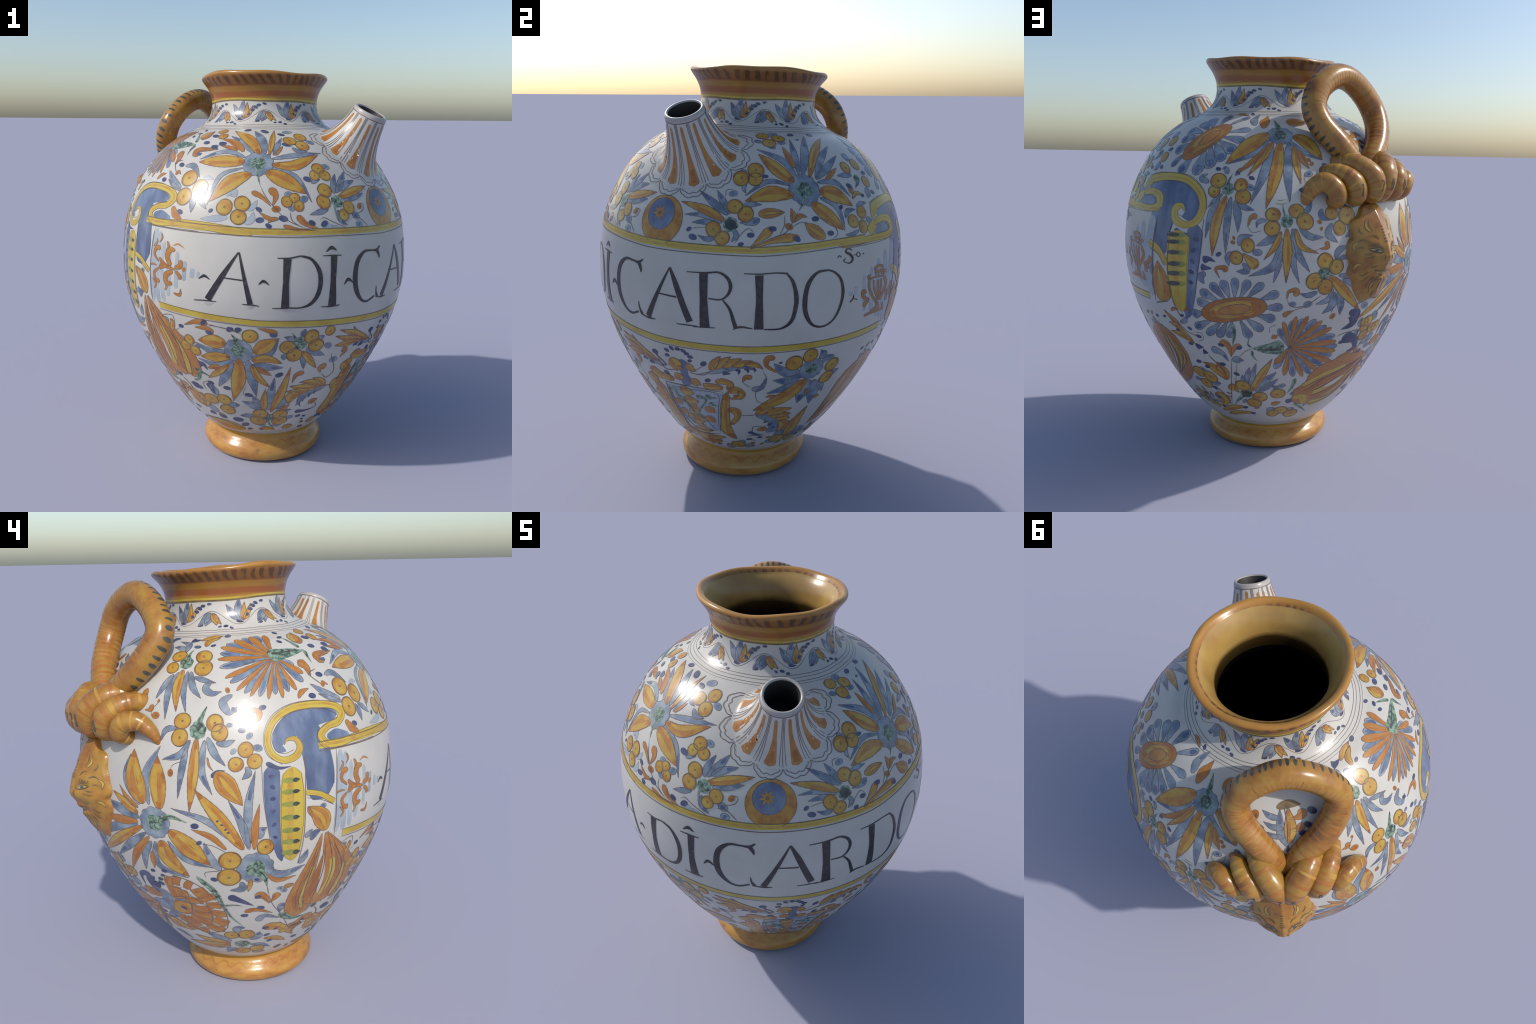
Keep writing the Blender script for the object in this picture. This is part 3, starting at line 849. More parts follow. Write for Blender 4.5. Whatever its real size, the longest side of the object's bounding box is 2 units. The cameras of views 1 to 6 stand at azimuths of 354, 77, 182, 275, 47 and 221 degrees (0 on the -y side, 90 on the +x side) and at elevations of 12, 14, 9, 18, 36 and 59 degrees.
motif("berry_cluster", -169.9, 1.259, """
U 49,57 /19
B -3,-12 6,-35 -21,-59 /26
U -46,51 /13
R 2,54 /32
R -40,1 /31
R 33,7 /31""")
motif("painted_bud", -176.2, 1.169, """
Z -37,68 -1,10 57,-70 /80
N -57,46 -34,68 -0,70 /18""")
motif("painted_flower", -173.7, 0.939, """
B -20,9 -121,101 -281,156 /28
A 15,-30 -73,112 -171,240 /59
O -53,-26 -110,33 -192,66 /26
B 38,-32 12,91 -31,187 /32
B 35,-23 47,161 87,304 /35
O 57,-35 67,65 91,161 /30
B 79,12 89,45 113,59 /37
D -80,102 /6
D -64,85 /6
D -50,65 /6
D -40,51 /6
C 59,-132 /79
B -4,-203 -3,-245 -57,-255 /36
A 37,-190 31,-225 21,-268 /21
B 103,-146 167,-191 285,-175 /44
O 103,-174 150,-222 243,-224 /24
B -83,-132 -118,-81 -141,7 /42
R -43,-82 /48
R -54,-173 /52
R 103,-29 /38
G 63,-144 94,-189 106,-253 /39
L 106,-253 111,-300 /3.3""")
motif("painted_spray", -159.6, 0.565, """
L -57,109 -34,31 14,-63 61,-182 /2.7
Oc -48,41 -77,93 -116,110 /44
Oc -44,48 -26,76 -17,106 /37
D -102,93 /16
U -7,131 /16
U 10,111 /16
Z 8,134 29,137 53,141 /30
Nt -234,96 -176,67 -115,31 /42
D -84,15 /18
Ot -154,-14 -108,2 -28,-35 /30
D -153,-41 /18
Bt -93,-90 -66,-52 7,-84 /36
Bc 7,-38 8,-9 23,21 /49
At -62,-148 6,-156 105,-290 /58
Oc 96,-272 79,-201 93,-166 /45
D -50,-155 /16
D 89,-190 /14
D -114,203 /12
D -302,198 /17
B 69,257 91,288 108,325 /33
N 246,-158 269,-143 298,-142 /52
A 190,-303 196,-234 193,-177 /83
A 149,-187 161,-160 195,-182 /54""")
motif("berry_cluster", -179.2, 0.313, """
B -4,127 17,161 47,158 /39
B 57,42 90,63 108,106 /49
A -35,11 -137,19 -210,43 /63
A -38,-12 -121,-33 -274,-86 /61
B -28,34 -83,67 -152,112 /47
B -40,-28 -99,-47 -152,-64 /40
B -16,-52 -40,-67 -65,-114 /38
B 52,-107 89,-121 112,-134 /49
B 52,-13 96,-29 141,-82 /32
R -21,95 /36
R 45,97 /42
R 11,-84 /38
R 79,-71 /37
g 17,-0 /36
A 120,29 162,15 227,-65 /37
D 145,-7 /16
D 181,-117 /23
D 137,63 /17
D 275,-69 /15
D 233,-166 /16""")
motif("onion_bud", -143.6, 0.652, """
Xt -62,-205 -91,-27 -40,290 /129
Y -57,-148 -83,-30 -58,120 /29
F -89,-150 -105,-49 -72,97 /26
L -74,-170 -108,-35 -54,238 /3.2
L -51,-180 -86,-68 -56,218 /3.9
L -72,-27 -58,120 -40,244 /2.8
L -39,-184 -71,-21 -47,226 /3.2
Xt 133,-160 145,42 -12,292 /120
Xt 30,-151 53,93 -22,290 /232
Y 28,-94 59,22 38,139 /39
Y 115,-137 129,-18 120,72 /42
W 9,-75 1,70 -12,171 /23
F 76,-120 96,52 34,223 /39
F -64,-126 -26,41 -22,169 /51
L 42,-109 51,76 -6,272 /5
L 83,-157 117,38 26,242 /4
L 108,-75 117,66 43,203 /4
L -14,-107 -1,81 -15,223 /6
L 118,-162 150,-9 98,145 /3.7
B -14,-120 64,-85 61,-162 /66
G 113,-183 154,-170 194,-121 /14
B -27,-190 -22,-120 57,-113 /65
G -164,-160 -81,-216 -3,-217 /39
G 163,-103 187,-106 206,-113 /24
k 18,-162 /17
L 30,-183 55,-221 63,-257 /6""")
motif("painted_flower", 154.4, 1.041, """
A 26,58 -11,153 -16,284 /98
B 5,51 -59,160 -35,261 /35
A 102,42 102,145 103,266 /78
B 54,57 44,171 115,309 /37
A -5,13 -63,45 -143,90 /41
O -1,38 -60,74 -99,122 /24
B -2,-4 -80,13 -201,41 /48
O -11,-22 -107,-31 -239,-35 /38
B -13,-33 -151,-73 -393,-187 /42
A 11,-40 -110,-105 -385,-287 /47
B 20,-69 -72,-134 -214,-245 /37
C 72,-19 /70
G 82,-10 147,13 223,-9 /27
O 35,-84 -54,-175 -147,-309 /38
B 40,-107 -12,-180 -43,-278 /37
O 31,-157 24,-199 15,-256 /26
A 89,-96 109,-192 186,-289 /87
B 60,-104 45,-228 179,-298 /35
A 134,-47 203,-112 304,-226 /93
B 121,-97 181,-182 311,-241 /28
D 255,-23 /19
D 265,-102 /15
D 307,-314 /20
L 275,-107 328,-120 391,-163 /2.7
L 267,-297 268,-267 343,-263 /3.1""")
motif("painted_spray", 147.3, 0.610, """
Nt 37,116 38,152 -4,139 -17,61 /36
D 86,183 /14
D 152,191 /16
D 129,162 /12
D 108,137 /15
D 100,110 /17
U -65,14 /23
O -17,61 -6,27 18,16 /66
B 37,-105 50,-123 67,-144 /77
A -12,-189 29,-202 56,-238 /98
D 1,-116 /14
D -18,-172 /15
O 93,-117 101,-154 115,-170 /48
R -167,143 /31
R -102,131 /30
R -181,174 /27
B -128,62 -108,46 -111,31 /71""")
motif("shell_carnation", 165.8, 0.587, """
Or -50,50 -61,93 -64,130 /68
Or -31,68 -25,89 -27,114 /43
Or -27,49 18,51 53,48 /42
Or -13,3 28,-11 78,-7 /48
Or -22,-43 29,-56 71,-67 /51
Or -37,-78 11,-105 47,-124 /55
Or -73,-98 -43,-127 -25,-164 /56
Or -87,-80 -79,-116 -63,-143 /39
Or -79,127 -80,157 -71,189 /39
Or -47,141 -40,166 -27,198 /35
Or -1,125 10,151 30,177 /32
Or 25,91 55,106 87,114 /60
Or 46,54 82,76 118,82 /42
Or 66,14 98,22 131,13 /43
Or 72,-29 103,-44 134,-46 /47
Or 67,-83 92,-106 122,-132 /59
Or 30,-134 59,-165 98,-173 /51
Or -18,-170 -4,-188 17,-196 /50
Or -78,-157 -64,-178 -51,-199 /55
A -37,-62 -59,-9 -84,33 /134
D -54,-18 /16
L -88,53 -31,68 -8,5 -34,-69 /3.9
L -83,180 -32,197 37,171 91,114 114,49 /3.8
L -90,123 -30,120 22,64 59,21 64,-75 37,-142 /3.2
L 114,49 132,-1 131,-92 102,-172 15,-206 -79,-175 /4
B -99,17 -142,60 -187,88 /71
B -125,-26 -191,-37 -246,-46 /79
G 63,208 121,113 135,13 153,-79 189,-161 /29
G 135,13 184,14 225,-3 /12""")
motif("cartouche_scroll", -132.0, 1.296, """
V -42,103,43 -164,114,76 -278,112,104 -346,85,75 -370,40,46 -339,13,26
V -226,119,92 -206,39,128 -198,-31,140 -197,-114,147 -203,-180,144 -189,-227,98
V -128,20,23 -75,23,42 -8,4,20
Y 450,-22,51 66,-8,31 -72,-16,31 -136,-2,32 -156,34,34 -113,62,30 -46,69,31 -15,104,43 -43,135,35 -141,166,32 -272,179,32 -361,152,33 -414,86,34 -411,20,34 -364,-21,31 -295,-16,33 -268,18,32 -283,53,29 -323,57,22 -340,41,15
O -7,64,17 15,31,38 56,2,16
L -39,152,2.7 -143,184,2.5 -279,198,2.3 -375,170,2.2 -435,92,2.2 -433,17,2.2 -373,-38,2.2
L -50,86,2.4 -97,76,2.3 -165,53,2.5 -178,20,2.7 -150,-19,2.3 -76,-31,2.3 161,-39,2.5
L -44,97,2.4 -85,128,2.1 -149,149,1.9 -264,161,1.9 -345,133,1.9 -393,80,1.9 -381,22,1.9 -347,5,1.8 -301,10,1.8""")
motif("cartouche_column", -152.8, 1.031, """
Vr -127,220,68 -133,111,70 -131,-10,63 -117,-122,47 -100,-210,24
Y -42,198,76 -49,98,105 -55,-22,105 -59,-132,87 -57,-213,53
Hp -93,151 -53,146 -12,144 /22
Sp -45,145 -25,145 -12,145 /18
Hp -97,104 -57,100 -16,98 /22
Sp -49,99 -28,99 -16,99 /18
Hp -100,54 -60,50 -19,47 /23
Sp -52,48 -32,48 -19,48 /18
Hp -103,-2 -62,-6 -22,-9 /24
Sp -54,-8 -34,-8 -22,-8 /19
Hp -104,-57 -64,-61 -22,-64 /25
Sp -55,-62 -35,-63 -22,-63 /21
Hp -104,-110 -63,-115 -21,-118 /27
Sp -55,-117 -34,-117 -21,-117 /21
Hp -104,-164 -61,-169 -18,-172 /29
Sp -53,-170 -31,-171 -18,-171 /24
L 19,232,3.0 6,88,3.0 -8,-119,3.1 -26,-237,3.4
L -169,226,2.2 -170,76,2.2 -149,-117,2.3
Y 8,87 68,69 143,19 /24
L 7,64 67,47 143,4 /1.9
L 178,239 156,56 146,-141 /4
N -150,232 -97,203 -44,202 /22
D -131,173 /12
D -130,130 /12
D -132,83 /12
D -133,31 /11
D -133,-26 /12
D -129,-83 /10""")
motif("painted_bud", -149.0, 0.980, """
Z 50,-46 25,18 -36,77 /80
O -36,77 -28,51 -16,27 /16
U 35,66 /15
B -49,-56 -32,-42 -17,-26 /25
B -21,-77 -5,-49 26,-39 /32""")
motif("ochre_arabesque", -130.2, 1.080, """
P -102,180,31 -131,4,37 -144,-180,35
P -75,165,28 -102,-4,34 -104,-181,32
P -48,122,24 -68,-13,30 -64,-169,27
P -13,105,23 -20,-26,27 -32,-137,26
P 34,80,21 29,2,22 20,-94,23
P 78,39,21 66,-52,22
P 118,11,23 112,-35,23
P 147,-2,16 145,-32,17
O 20,84,10 -10,83,30 -27,51,28 -5,12,21
O 7,-13,16 -38,-38,30 -32,-70,22 1,-71,17
O 54,42,20 48,14,25 18,5,14
O 50,-47,19 42,-27,19 21,-12,10
O -71,87,22 -99,85,21 -113,57,14 -83,24,8
O -80,-69,24 -103,-67,17 -116,-34,16 -85,-8,10
O -76,43,10 -55,17,24 21,-6,7
O -80,-10,12 -55,9,33 -25,5,9
E 70,1 /12
O 6,104 36,113 74,95 /7
O 5,-117 41,-120 49,-90 /14
O -30,121 -21,98 -37,74 /14
O -120,91 -95,117 -104,131 /10
O -71,156 -64,134 -79,113 /9
O -48,-109 -37,-90 -51,-60 /12
O -123,-110 -108,-87 -130,-60 /12
O -139,6 -112,7 -96,3 /8
E -137,5 /7""")
motif("painted_daisy", 62.5, 1.605, """
Bc 58,93 91,153 121,207 /36
Bc 81,49 131,72 180,93 /38
Bc 72,16 128,15 183,11 /47
Bc 59,-7 111,-32 161,-63 /56
Bc 47,-23 87,-66 123,-119 /61
Bc 33,-39 55,-95 71,-164 /66
Bc 16,-56 17,-121 10,-202 /67
Bc -35,-91 -59,-139 -90,-198 /56
Bc -89,-81 -121,-114 -161,-156 /39
Bc -80,-26 -120,-46 -168,-74 /57
Bc -62,12 -109,8 -163,1 /60
Bc -47,34 -98,51 -156,65 /58
Bc -29,54 -66,91 -107,127 /55
Bc -14,68 -40,121 -71,173 /51
Bc 15,87 16,150 14,206 /43
Jo -94,-117 6,12 71,101 /125
Ao -68,-83 6,12 59,84 /93
To -34,-40 6,12 39,56 /51
O 44,220 77,221 109,216 /17
D 122,236 /12""")
motif("painted_daisy", 81.6, 0.849, """
Bc -99,43 -140,46 -183,48 /47
Bc -64,62 -113,83 -164,104 /46
Bc -38,73 -73,111 -110,148 /44
Bc -18,78 -35,123 -53,167 /42
Bc 2,83 5,133 7,182 /39
Bc 26,87 48,130 69,174 /38
Bc 57,88 95,125 134,162 /38
Bc 107,77 155,96 203,114 /41
Bc 125,41 171,42 218,42 /43
Bc 89,9 134,-5 180,-20 /45
Bc 47,-10 84,-43 121,-78 /45
Bc 20,-19 40,-67 60,-119 /44
Bc -15,-27 -27,-74 -40,-124 /40
Bc -36,-31 -63,-78 -92,-130 /39
Bc -62,-34 -103,-78 -149,-129 /40
Bc -108,-33 -156,-64 -211,-100 /43
Bc -141,-3 -178,-14 -219,-27 /46
Jo -163,-16 -1,30 145,56 /118
Ao -127,-4 -1,30 115,52 /88
To -75,11 -1,30 69,44 /48
G -15,-42 -12,-104 -28,-174 /22""")
motif("painted_flower", 96.2, 1.556, """
A -33,111 -111,48 -234,-45 /80
B -30,66 -99,-6 -224,-49 /27
O -18,54 -83,-27 -189,-109 /28
A -14,48 -70,-43 -132,-119 /31
B -18,37 -51,-90 -124,-254 /40
A 16,54 -5,-100 -55,-279 /57
B 54,51 45,-80 53,-246 /42
A 75,36 84,-59 104,-155 /33
O 91,16 115,-37 143,-78 /33
A 74,89 121,77 208,-24 /77
B 55,63 112,8 203,-25 /27
O -55,148 -49,212 -34,282 /45
B -95,177 -100,247 -74,307 /38
O 71,179 103,228 149,259 /87
C 18,97 /58
k 18,101 /35
G 14,118 8,172 -7,239 /27
E 142,-34 /11
E 155,-52 /12
D 222,-52 /19
L 118,-104 126,-145 172,-136 177,-88 /2.1
U 140,-104 /21
D 111,-187 /17
D -115,-129 /13
D -175,-99 /12""")
motif("painted_flower", 77.8, 1.311, """
B -91,123 -135,148 -104,165 /28
B -7,165 -25,194 -38,189 /25
U 101,108 /20
B -18,70 -46,44 -78,9 /22
B -29,53 -57,-11 -83,-126 /31
A 0,62 -32,-52 -50,-205 /48
B 22,59 16,-53 14,-188 /32
B 41,43 61,-26 66,-92 /33
B 50,39 86,17 129,7 /26
R -46,132 /39
R -58,82 /30
R 60,114 /33
R 75,62 /36
G -0,97 3,133 15,166 /16
g 5,93 /28
D 105,152 /13
D -57,189 /14
O 30,158 40,182 63,203 /16""")
motif("painted_spray", 75.7, 1.092, """
N -66,1 -34,8 -3,-2 /32
N -76,-30 -52,-32 -21,-33 /31
B -53,-53 -77,-77 -60,-106 /33
D 10,32 /14
Ot 32,-42 45,-28 -3,-32 14,-73 /22
E 77,106 /9
E 73,87 /11""")
motif("berry_cluster", 84.6, 1.132, """
B -15,33 -7,66 42,80 /26
B -52,7 -65,-19 -60,-56 /27
U 64,7 /21
B 3,-40 20,-73 -26,-79 /28
Ac 2,1 40,-35 65,-57 /50
R 22,36 /32
R -27,-19 /31""")
motif("painted_flower", 99.8, 1.185, """
B -50,32 -91,4 -140,-17 /33
B -29,16 -66,-103 -176,-152 /35
B -33,-41 -45,-107 -66,-178 /24
B 16,56 32,-34 94,-134 /33
B 11,7 21,-100 48,-182 /28
B 45,60 91,22 154,17 /30
A -33,44 -58,-17 -107,-76 /26
A -9,56 -7,-50 -11,-180 /39
A 28,56 53,-18 132,-53 /26
B -95,94 -132,86 -140,61 /19
B 55,110 86,140 107,185 /25
R -68,117 /34
R 34,133 /35
R -72,59 /36
R 71,87 /40
G -12,101 -22,135 -25,165 /10
g -8,87 /28
Ot -136,112 -162,108 -179,66 /25
L -179,66 -157,41 -115,49 /2.0
E 137,85 /12
E 145,55 /9
Ot 168,0 178,-25 136,-32 /22
L 66,-30 100,-43 136,-32 /1.7
H -57,166 -32,164 -7,166 /4
H -52,183 -31,181 -10,185 /4""")
motif("berry_cluster", 117.9, 1.259, """
B -80,65 -84,32 -46,13 /28
B -37,0 -59,-44 -14,-85 /31
B 38,-12 65,-39 25,-64 /37
N -2,65 29,75 58,65 /21
D 87,80 /21
R -35,44 /32
R 40,30 /44
R -2,-23 /33""")
motif("painted_flower", 117.1, 0.996, """
A -44,37 40,-46 144,-156 /49
B 4,33 59,28 129,28 /24
B 24,14 89,-16 179,-68 /33
B -94,-35 -137,-51 -178,-41 /25
B -21,-26 -39,-75 -97,-95 /28
B -15,-40 -16,-106 -60,-146 /40
B 5,-47 28,-101 33,-162 /37
B -13,107 1,144 56,162 /29
B -3,98 26,113 56,110 /23
R -64,102 /39
R -10,73 /37
R -113,15 /40
R -59,-14 /38
g -65,49 /31""")
motif("painted_scroll", 114.2, 0.898, """
Ot -156,45 -154,73 -189,68 -195,31 /27
L -195,31 -174,-2 -112,-2 -36,46 /2.9
U -95,7 /20
U -166,8 /16
Ot -204,-56 -188,-40 -158,-25 /24
L -162,-25 -124,-11 -89,-7 /2.3
E 32,-63 /17
L 21,-45 32,-17 /2.3
D 173,16 /12
U 213,-40 /24""")
motif("painted_fan", 101.9, 0.666, """
Oc -5,25 -25,107 -41,169 /23
Bc -5,25 -3,110 -1,175 /31
Oc -5,25 6,122 15,195 /24
Bc -5,25 22,115 44,183 /33
Oc -5,25 36,121 70,193 /26
Bc -5,25 56,110 109,173 /38
Oc -5,25 73,103 140,159 /31
Bc -5,25 85,86 165,128 /41
Oc -5,25 100,77 195,110 /33
Bc -5,25 112,51 220,58 /45
Oc -5,25 117,31 232,19 /35
Bc -5,25 121,14 243,-15 /47
Oc -5,25 118,-1 237,-45 /35
Bc -5,25 109,-16 219,-71 /45
Oc -5,25 109,-36 222,-112 /34
Bc -5,25 87,-46 174,-122 /39
Oc -5,25 76,-63 153,-153 /28
Bc -5,25 59,-72 119,-168 /33
Oc -5,25 40,-80 81,-179 /24
Bc -5,25 15,-77 33,-171 /32
Oc -5,25 -8,-72 -10,-160 /26
Bc -5,25 -35,-47 -59,-112 /37
Oc -5,25 -35,-30 -60,-80 /30
Bc -5,25 -36,86 -60,133 /31
G -27,29 -91,16 -175,7 /87
G -176,13 -195,27 -191,79 /10
G -175,-5 -168,-40 -144,-68 /13
L -175,7 -207,-16 -234,-54 /2.6""")
motif("painted_spray", 127.0, 0.555, """
Nt -22,287 -10,306 -6,252 -65,223 /71
N -39,177 44,144 60,92 17,74 /63
D -39,146 /15
Ot -23,27 5,46 66,78 /43
U 213,70 /26
O 279,44 272,82 284,96 /86
D 113,51 /16
O 88,45 82,72 80,98 /26
L -75,185 -46,198 52,206 /3.7
L -450,187 -461,222 -427,246 /2.3
Ot -433,172 -409,170 -404,189 /27
N 319,99 298,155 344,179 /92
B 435,-30 451,-1 383,80 /137
B 235,-9 284,-15 418,-65 /105
A 227,-190 247,-163 273,-140 /174
N 175,-281 190,-266 209,-253 /113""")
motif("berry_cluster", 135.7, 0.736, """
B -39,19 -65,50 -54,69 /31
B 46,42 28,74 45,85 /46
B -50,-29 -67,-20 -50,-1 /33
B 36,-86 57,-69 55,-39 /56
R -6,44 /32
R 71,-4 /33
R -8,-38 /32""")
motif("onion_bud", 122.2, 0.403, """
X -142,15,45 -97,5,206 -24,22,294 51,65,313 137,108,255 222,137,149 275,154,20
Y -110,43 -12,115 114,142 /31
F -67,9 25,74 176,117 /34
F -16,-74 94,-37 223,63 /48
L -86,4 16,97 229,154 /5
L 7,-90 117,-58 252,131 /8
Y -30,-21 69,21 204,66 /35
Y -16,-117 82,-81 167,-13 /60
W 23,16 76,33 126,69 /31
L -124,22 -3,89 242,147 /5
L -33,-44 80,-6 249,136 /8
L -25,-124 116,-83 256,125 /10
L -42,-3 58,48 222,151 /6
B -152,-20 -100,13 -38,-60 -42,-137 /45
Y -126,-52 -83,-39 -50,-108 /40
N -157,-87 -116,-65 -80,-77 /42
G -161,101 -159,44 -170,-13 /23
G -104,-100 -51,-144 -3,-196 /16
R -220,-22 /42
U -218,40 /23
U -244,21 /22
O -229,-121 -205,-106 -183,-89 /35""")
motif("berry_cluster", 102.5, 0.272, """
B -65,-3 -54,26 -31,31 /31
B 30,5 49,14 63,20 /33
R -40,-18 /33
R -4,11 /36
R 50,-29 /39""")
motif("painted_flower", 85.9, 0.459, """
B -16,-11 4,75 27,156 /29
B -29,2 -19,73 -6,128 /28
B -38,8 -44,42 -44,69 /23
B 13,-49 60,28 118,93 /45
B 27,-48 71,-8 125,44 /34
A -10,-48 44,70 104,185 /41
Ac -73,-67 -95,-42 -124,-29 /56
R -49,-9 /39
R 29,-91 /40
R -3,-145 /40
G -46,-84 -79,-127 -108,-187 /21
k -35,-70 /33
B -58,-156 -51,-136 -39,-116 /19""")
motif("painted_spray", 66.5, 0.493, """
Ot 95,238 129,215 131,144 /38
Ot 196,216 165,204 132,150 /29
D 95,215 /16
D 183,201 /17
Bt 38,188 87,164 109,114 /44
B 129,119 160,126 188,119 /42
L 128,131 104,40 34,-220 /3.1
L 151,107 122,14 94,-72 /2.0
D 128,28 /16
L 10,140 39,96 80,23 /5
N -48,181 -30,185 -3,185 /38
N -16,159 -1,156 14,153 /36
D -14,250 /15
L -35,271 3,273 11,241 -33,214 /1.8
A -54,197 -109,252 -176,318 /42
A -57,208 -115,232 -194,235 /38
D -76,191 /14
A 63,-20 58,54 46,104 /60
A 65,-13 22,53 -38,84 /58
D 71,91 /17
D -19,57 /16
D -62,80 /17
O 34,-120 48,-124 58,-126 /13
O 23,-154 39,-154 50,-155 /13
Ac -32,-262 -2,-179 -44,-153 /86
D -27,-171 /17
D -109,-177 /17
L 31,-230 14,-133 -19,-82 /5
A -48,-303 54,-244 120,-240 /44
A -22,-332 65,-295 149,-295 /36
D 103,-243 /15
D 130,-302 /14
O 150,-249 166,-251 184,-248 /11""")
motif("berry_cluster", 59.0, 0.410, """
U 21,125 /19
U -48,36 /21
B 38,38 66,37 95,39 /40
R 48,79 /42
R -14,98 /37
R 1,19 /37
N 38,9 44,-4 53,-24 /30
R -94,-103 /27""")
motif("cartouche_scroll", 44.2, 1.298, """
V -51,92,62 73,104,74 184,94,107 261,47,104 269,3,69 229,-21,33
V 92,94,148 99,40,174 103,-39,163 95,-112,144 120,-162,96 147,-204,37
V -107,18,38 -32,30,42 34,23,26
Y -363,-4,31 -117,-6,30 12,-8,32 62,9,49 59,44,48 8,68,31 -96,61,37
Y -103,78,56 -57,126,60 74,152,41 207,152,36 299,107,39 336,43,42 318,-26,40 255,-54,34 191,-36,41 177,11,42 213,30,28 239,7,24
Y -150,23 -113,44 -89,59 /47
L -86,148,4 62,171,3.0 222,172,2.6 326,113,2.7 363,39,2.6
L -44,110,3.3 78,133,2.4 193,129,2.1 277,87,2.1 308,38,2.3 282,-22,2.3 210,-15,2.1
L -90,45,2.4 3,47,2.4 34,14,2.9 -79,8,2.4
L -319,-23,2.4 17,-23,2.2 83,2,2.6""")
motif("cartouche_column", 58.4, 1.036, """
Vr 126,213,79 118,139,87 108,53,84 96,-58,66 77,-144,58 49,-241,39
Y 36,177,120 31,108,125 23,21,126 22,-67,113 21,-143,85 22,-209,51
Hp 74,159 29,157 -18,157 /25
Sp 40,158 -36,153 -18,158 /20
Hp 75,127 31,125 -16,125 /25
Sp 42,126 -34,121 -16,126 /20
Hp 77,80 33,78 -13,78 /25
Sp 44,79 -31,74 -13,79 /20
Hp 77,29 33,26 -13,26 /26
Sp 44,28 -32,21 -14,26 /21
Hp 76,-14 31,-17 -16,-19 /26
Sp 42,-16 -34,-23 -16,-18 /22
Hp 72,-61 28,-65 -20,-66 /27
Sp 39,-63 -39,-71 -20,-65 /23
L -15,208,3.5 -28,58,3.5 -31,-30,3.9 -19,-170,3.9 10,-243,4
L 163,245,2.9 152,100,2.6 131,-32,2.9 112,-126,2.9
N 6,179 52,166 99,167 /22
D 128,144 /15
D 115,96 /15
D 110,46 /14
D 104,-2 /14
D 97,-51 /14
Y -166,103 -93,76 -41,17 /36
L -160,76 -99,58 -48,3 /3.3""")
motif("painted_bud", 51.2, 0.952, """
Z -4,-92 7,-1 -5,108 /133
G -58,-107 1,-89 68,-57 /9
B -43,87 -54,48 -48,35 /32""")
motif("ochre_urn", 35.9, 1.062, """
P 152,207,53 135,16,80 121,-191,57
P 69,170,33 75,28,53 71,-158,39
P 9,141,28 10,2,44 38,-140,36
P -47,108,22 -44,12,36 -23,-113,26
P -95,79,19 -97,20,26 -78,-89,18
P -144,35,21 -150,-2,19
P -178,17,22 -181,-5,18
Or -28,94 9,103 46,94 35,80 -24,83 /12
Or -18,82 -10,64 /11
Or 6,78 10,62 /10
Or 31,77 40,61 /12
Or -54,54 -17,57 56,50 /7
Or -60,63 -63,22 -32,-25 10,-64 /13
Or -29,46 -25,12 12,-45 /10
Or 5,41 14,-37 /17
Or 33,43 35,1 23,-47 /13
Or 61,46 83,7 54,-30 30,-56 /21
Or -66,52 -72,68 -55,69 /9
Or 56,54 55,73 80,69 /12
Or 0,-54 13,-49 36,-54 /8
Or 13,-60 10,-87 -32,-102 /19
Or 17,-65 37,-102 /18
Or -73,-111 -11,-107 91,-111 /12
Or 78,-104 67,-77 /15
Or -77,-5,15 -101,6,19 -104,-12,14 -59,-42,14 -81,-54,28 -77,-70,12
Or 148,9,31 132,-15,22 80,-36,16
Or 131,-43,21 100,-40,21 101,-73,28
L 184,208 165,50 145,-208 /9""")
motif("painted_flower", -107.0, 0.592, """
A -44,163 -110,166 -188,158 /77
B -48,117 -121,104 -213,140 /38
A -32,85 -95,75 -185,58 /59
B -15,72 -101,22 -204,40 /35
O -87,16 -118,8 -157,-12 /29
A -42,36 -96,-18 -163,-81 /35
B -21,57 -65,-37 -115,-128 /48
A 12,78 -5,-54 -50,-223 /68
B 48,74 61,-37 71,-177 /51
A 67,38 96,-51 143,-116 /38
O 93,26 123,-7 156,-34 /31
A 83,114 140,151 205,189 /75
B 71,86 150,105 212,191 /42
A 70,68 143,76 215,37 /47
B 68,41 139,23 218,8 /46
C 12,124 /69
G 9,146 4,189 -16,219 /32""")
motif("painted_spray", -105.5, 0.613, """
R 54,187 /39
Ot 184,189 144,214 92,229 /31
D 165,188 /19
D -38,219 /18
D 0,219 /17
L -157,231 -65,224 15,199 /2.6
D 179,-58 /22
D -87,-154 /20
D 20,-190 /20
L 12,-128 -7,-178 9,-213 /1.9
N -187,-148 -172,-193 -161,-226 /51""")
motif("berry_cluster", -122.7, 0.382, """
B 4,44 7,80 -4,132 /44
B 51,-21 84,-17 118,-18 /46
B -24,-100 -48,-84 -64,-33 /49
R -33,7 /42
R 42,19 /41
R 38,-64 /43
A -97,-82 -87,-11 -89,34 /65""")
motif("painted_flower", -79.6, 0.701, """
B -58,61 -82,75 -110,83 /26
B -22,83 -18,103 -11,121 /32
B 54,59 72,69 88,75 /30
B -89,-13 -95,-30 -97,-50 /32
B -12,-22 2,-64 11,-114 /27
B 3,16 46,-12 107,-41 /35
A -13,1 22,-43 78,-118 /35
R -87,26 /39
R -49,-20 /40
R 22,79 /39
R 51,29 /40
G -40,63 -56,79 -77,106 /13
g -31,46 /37""")
motif("painted_scroll", -70.2, 0.670, """
U 4,52 /22
R -3,136 /28
Ot 97,15 121,-3 96,-38 /35
Ot 29,-76 -2,-83 6,-119 /39
L 9,-120 56,-161 86,-130 33,1 /3.8
U 60,-44 /25
D -136,151 /4""")
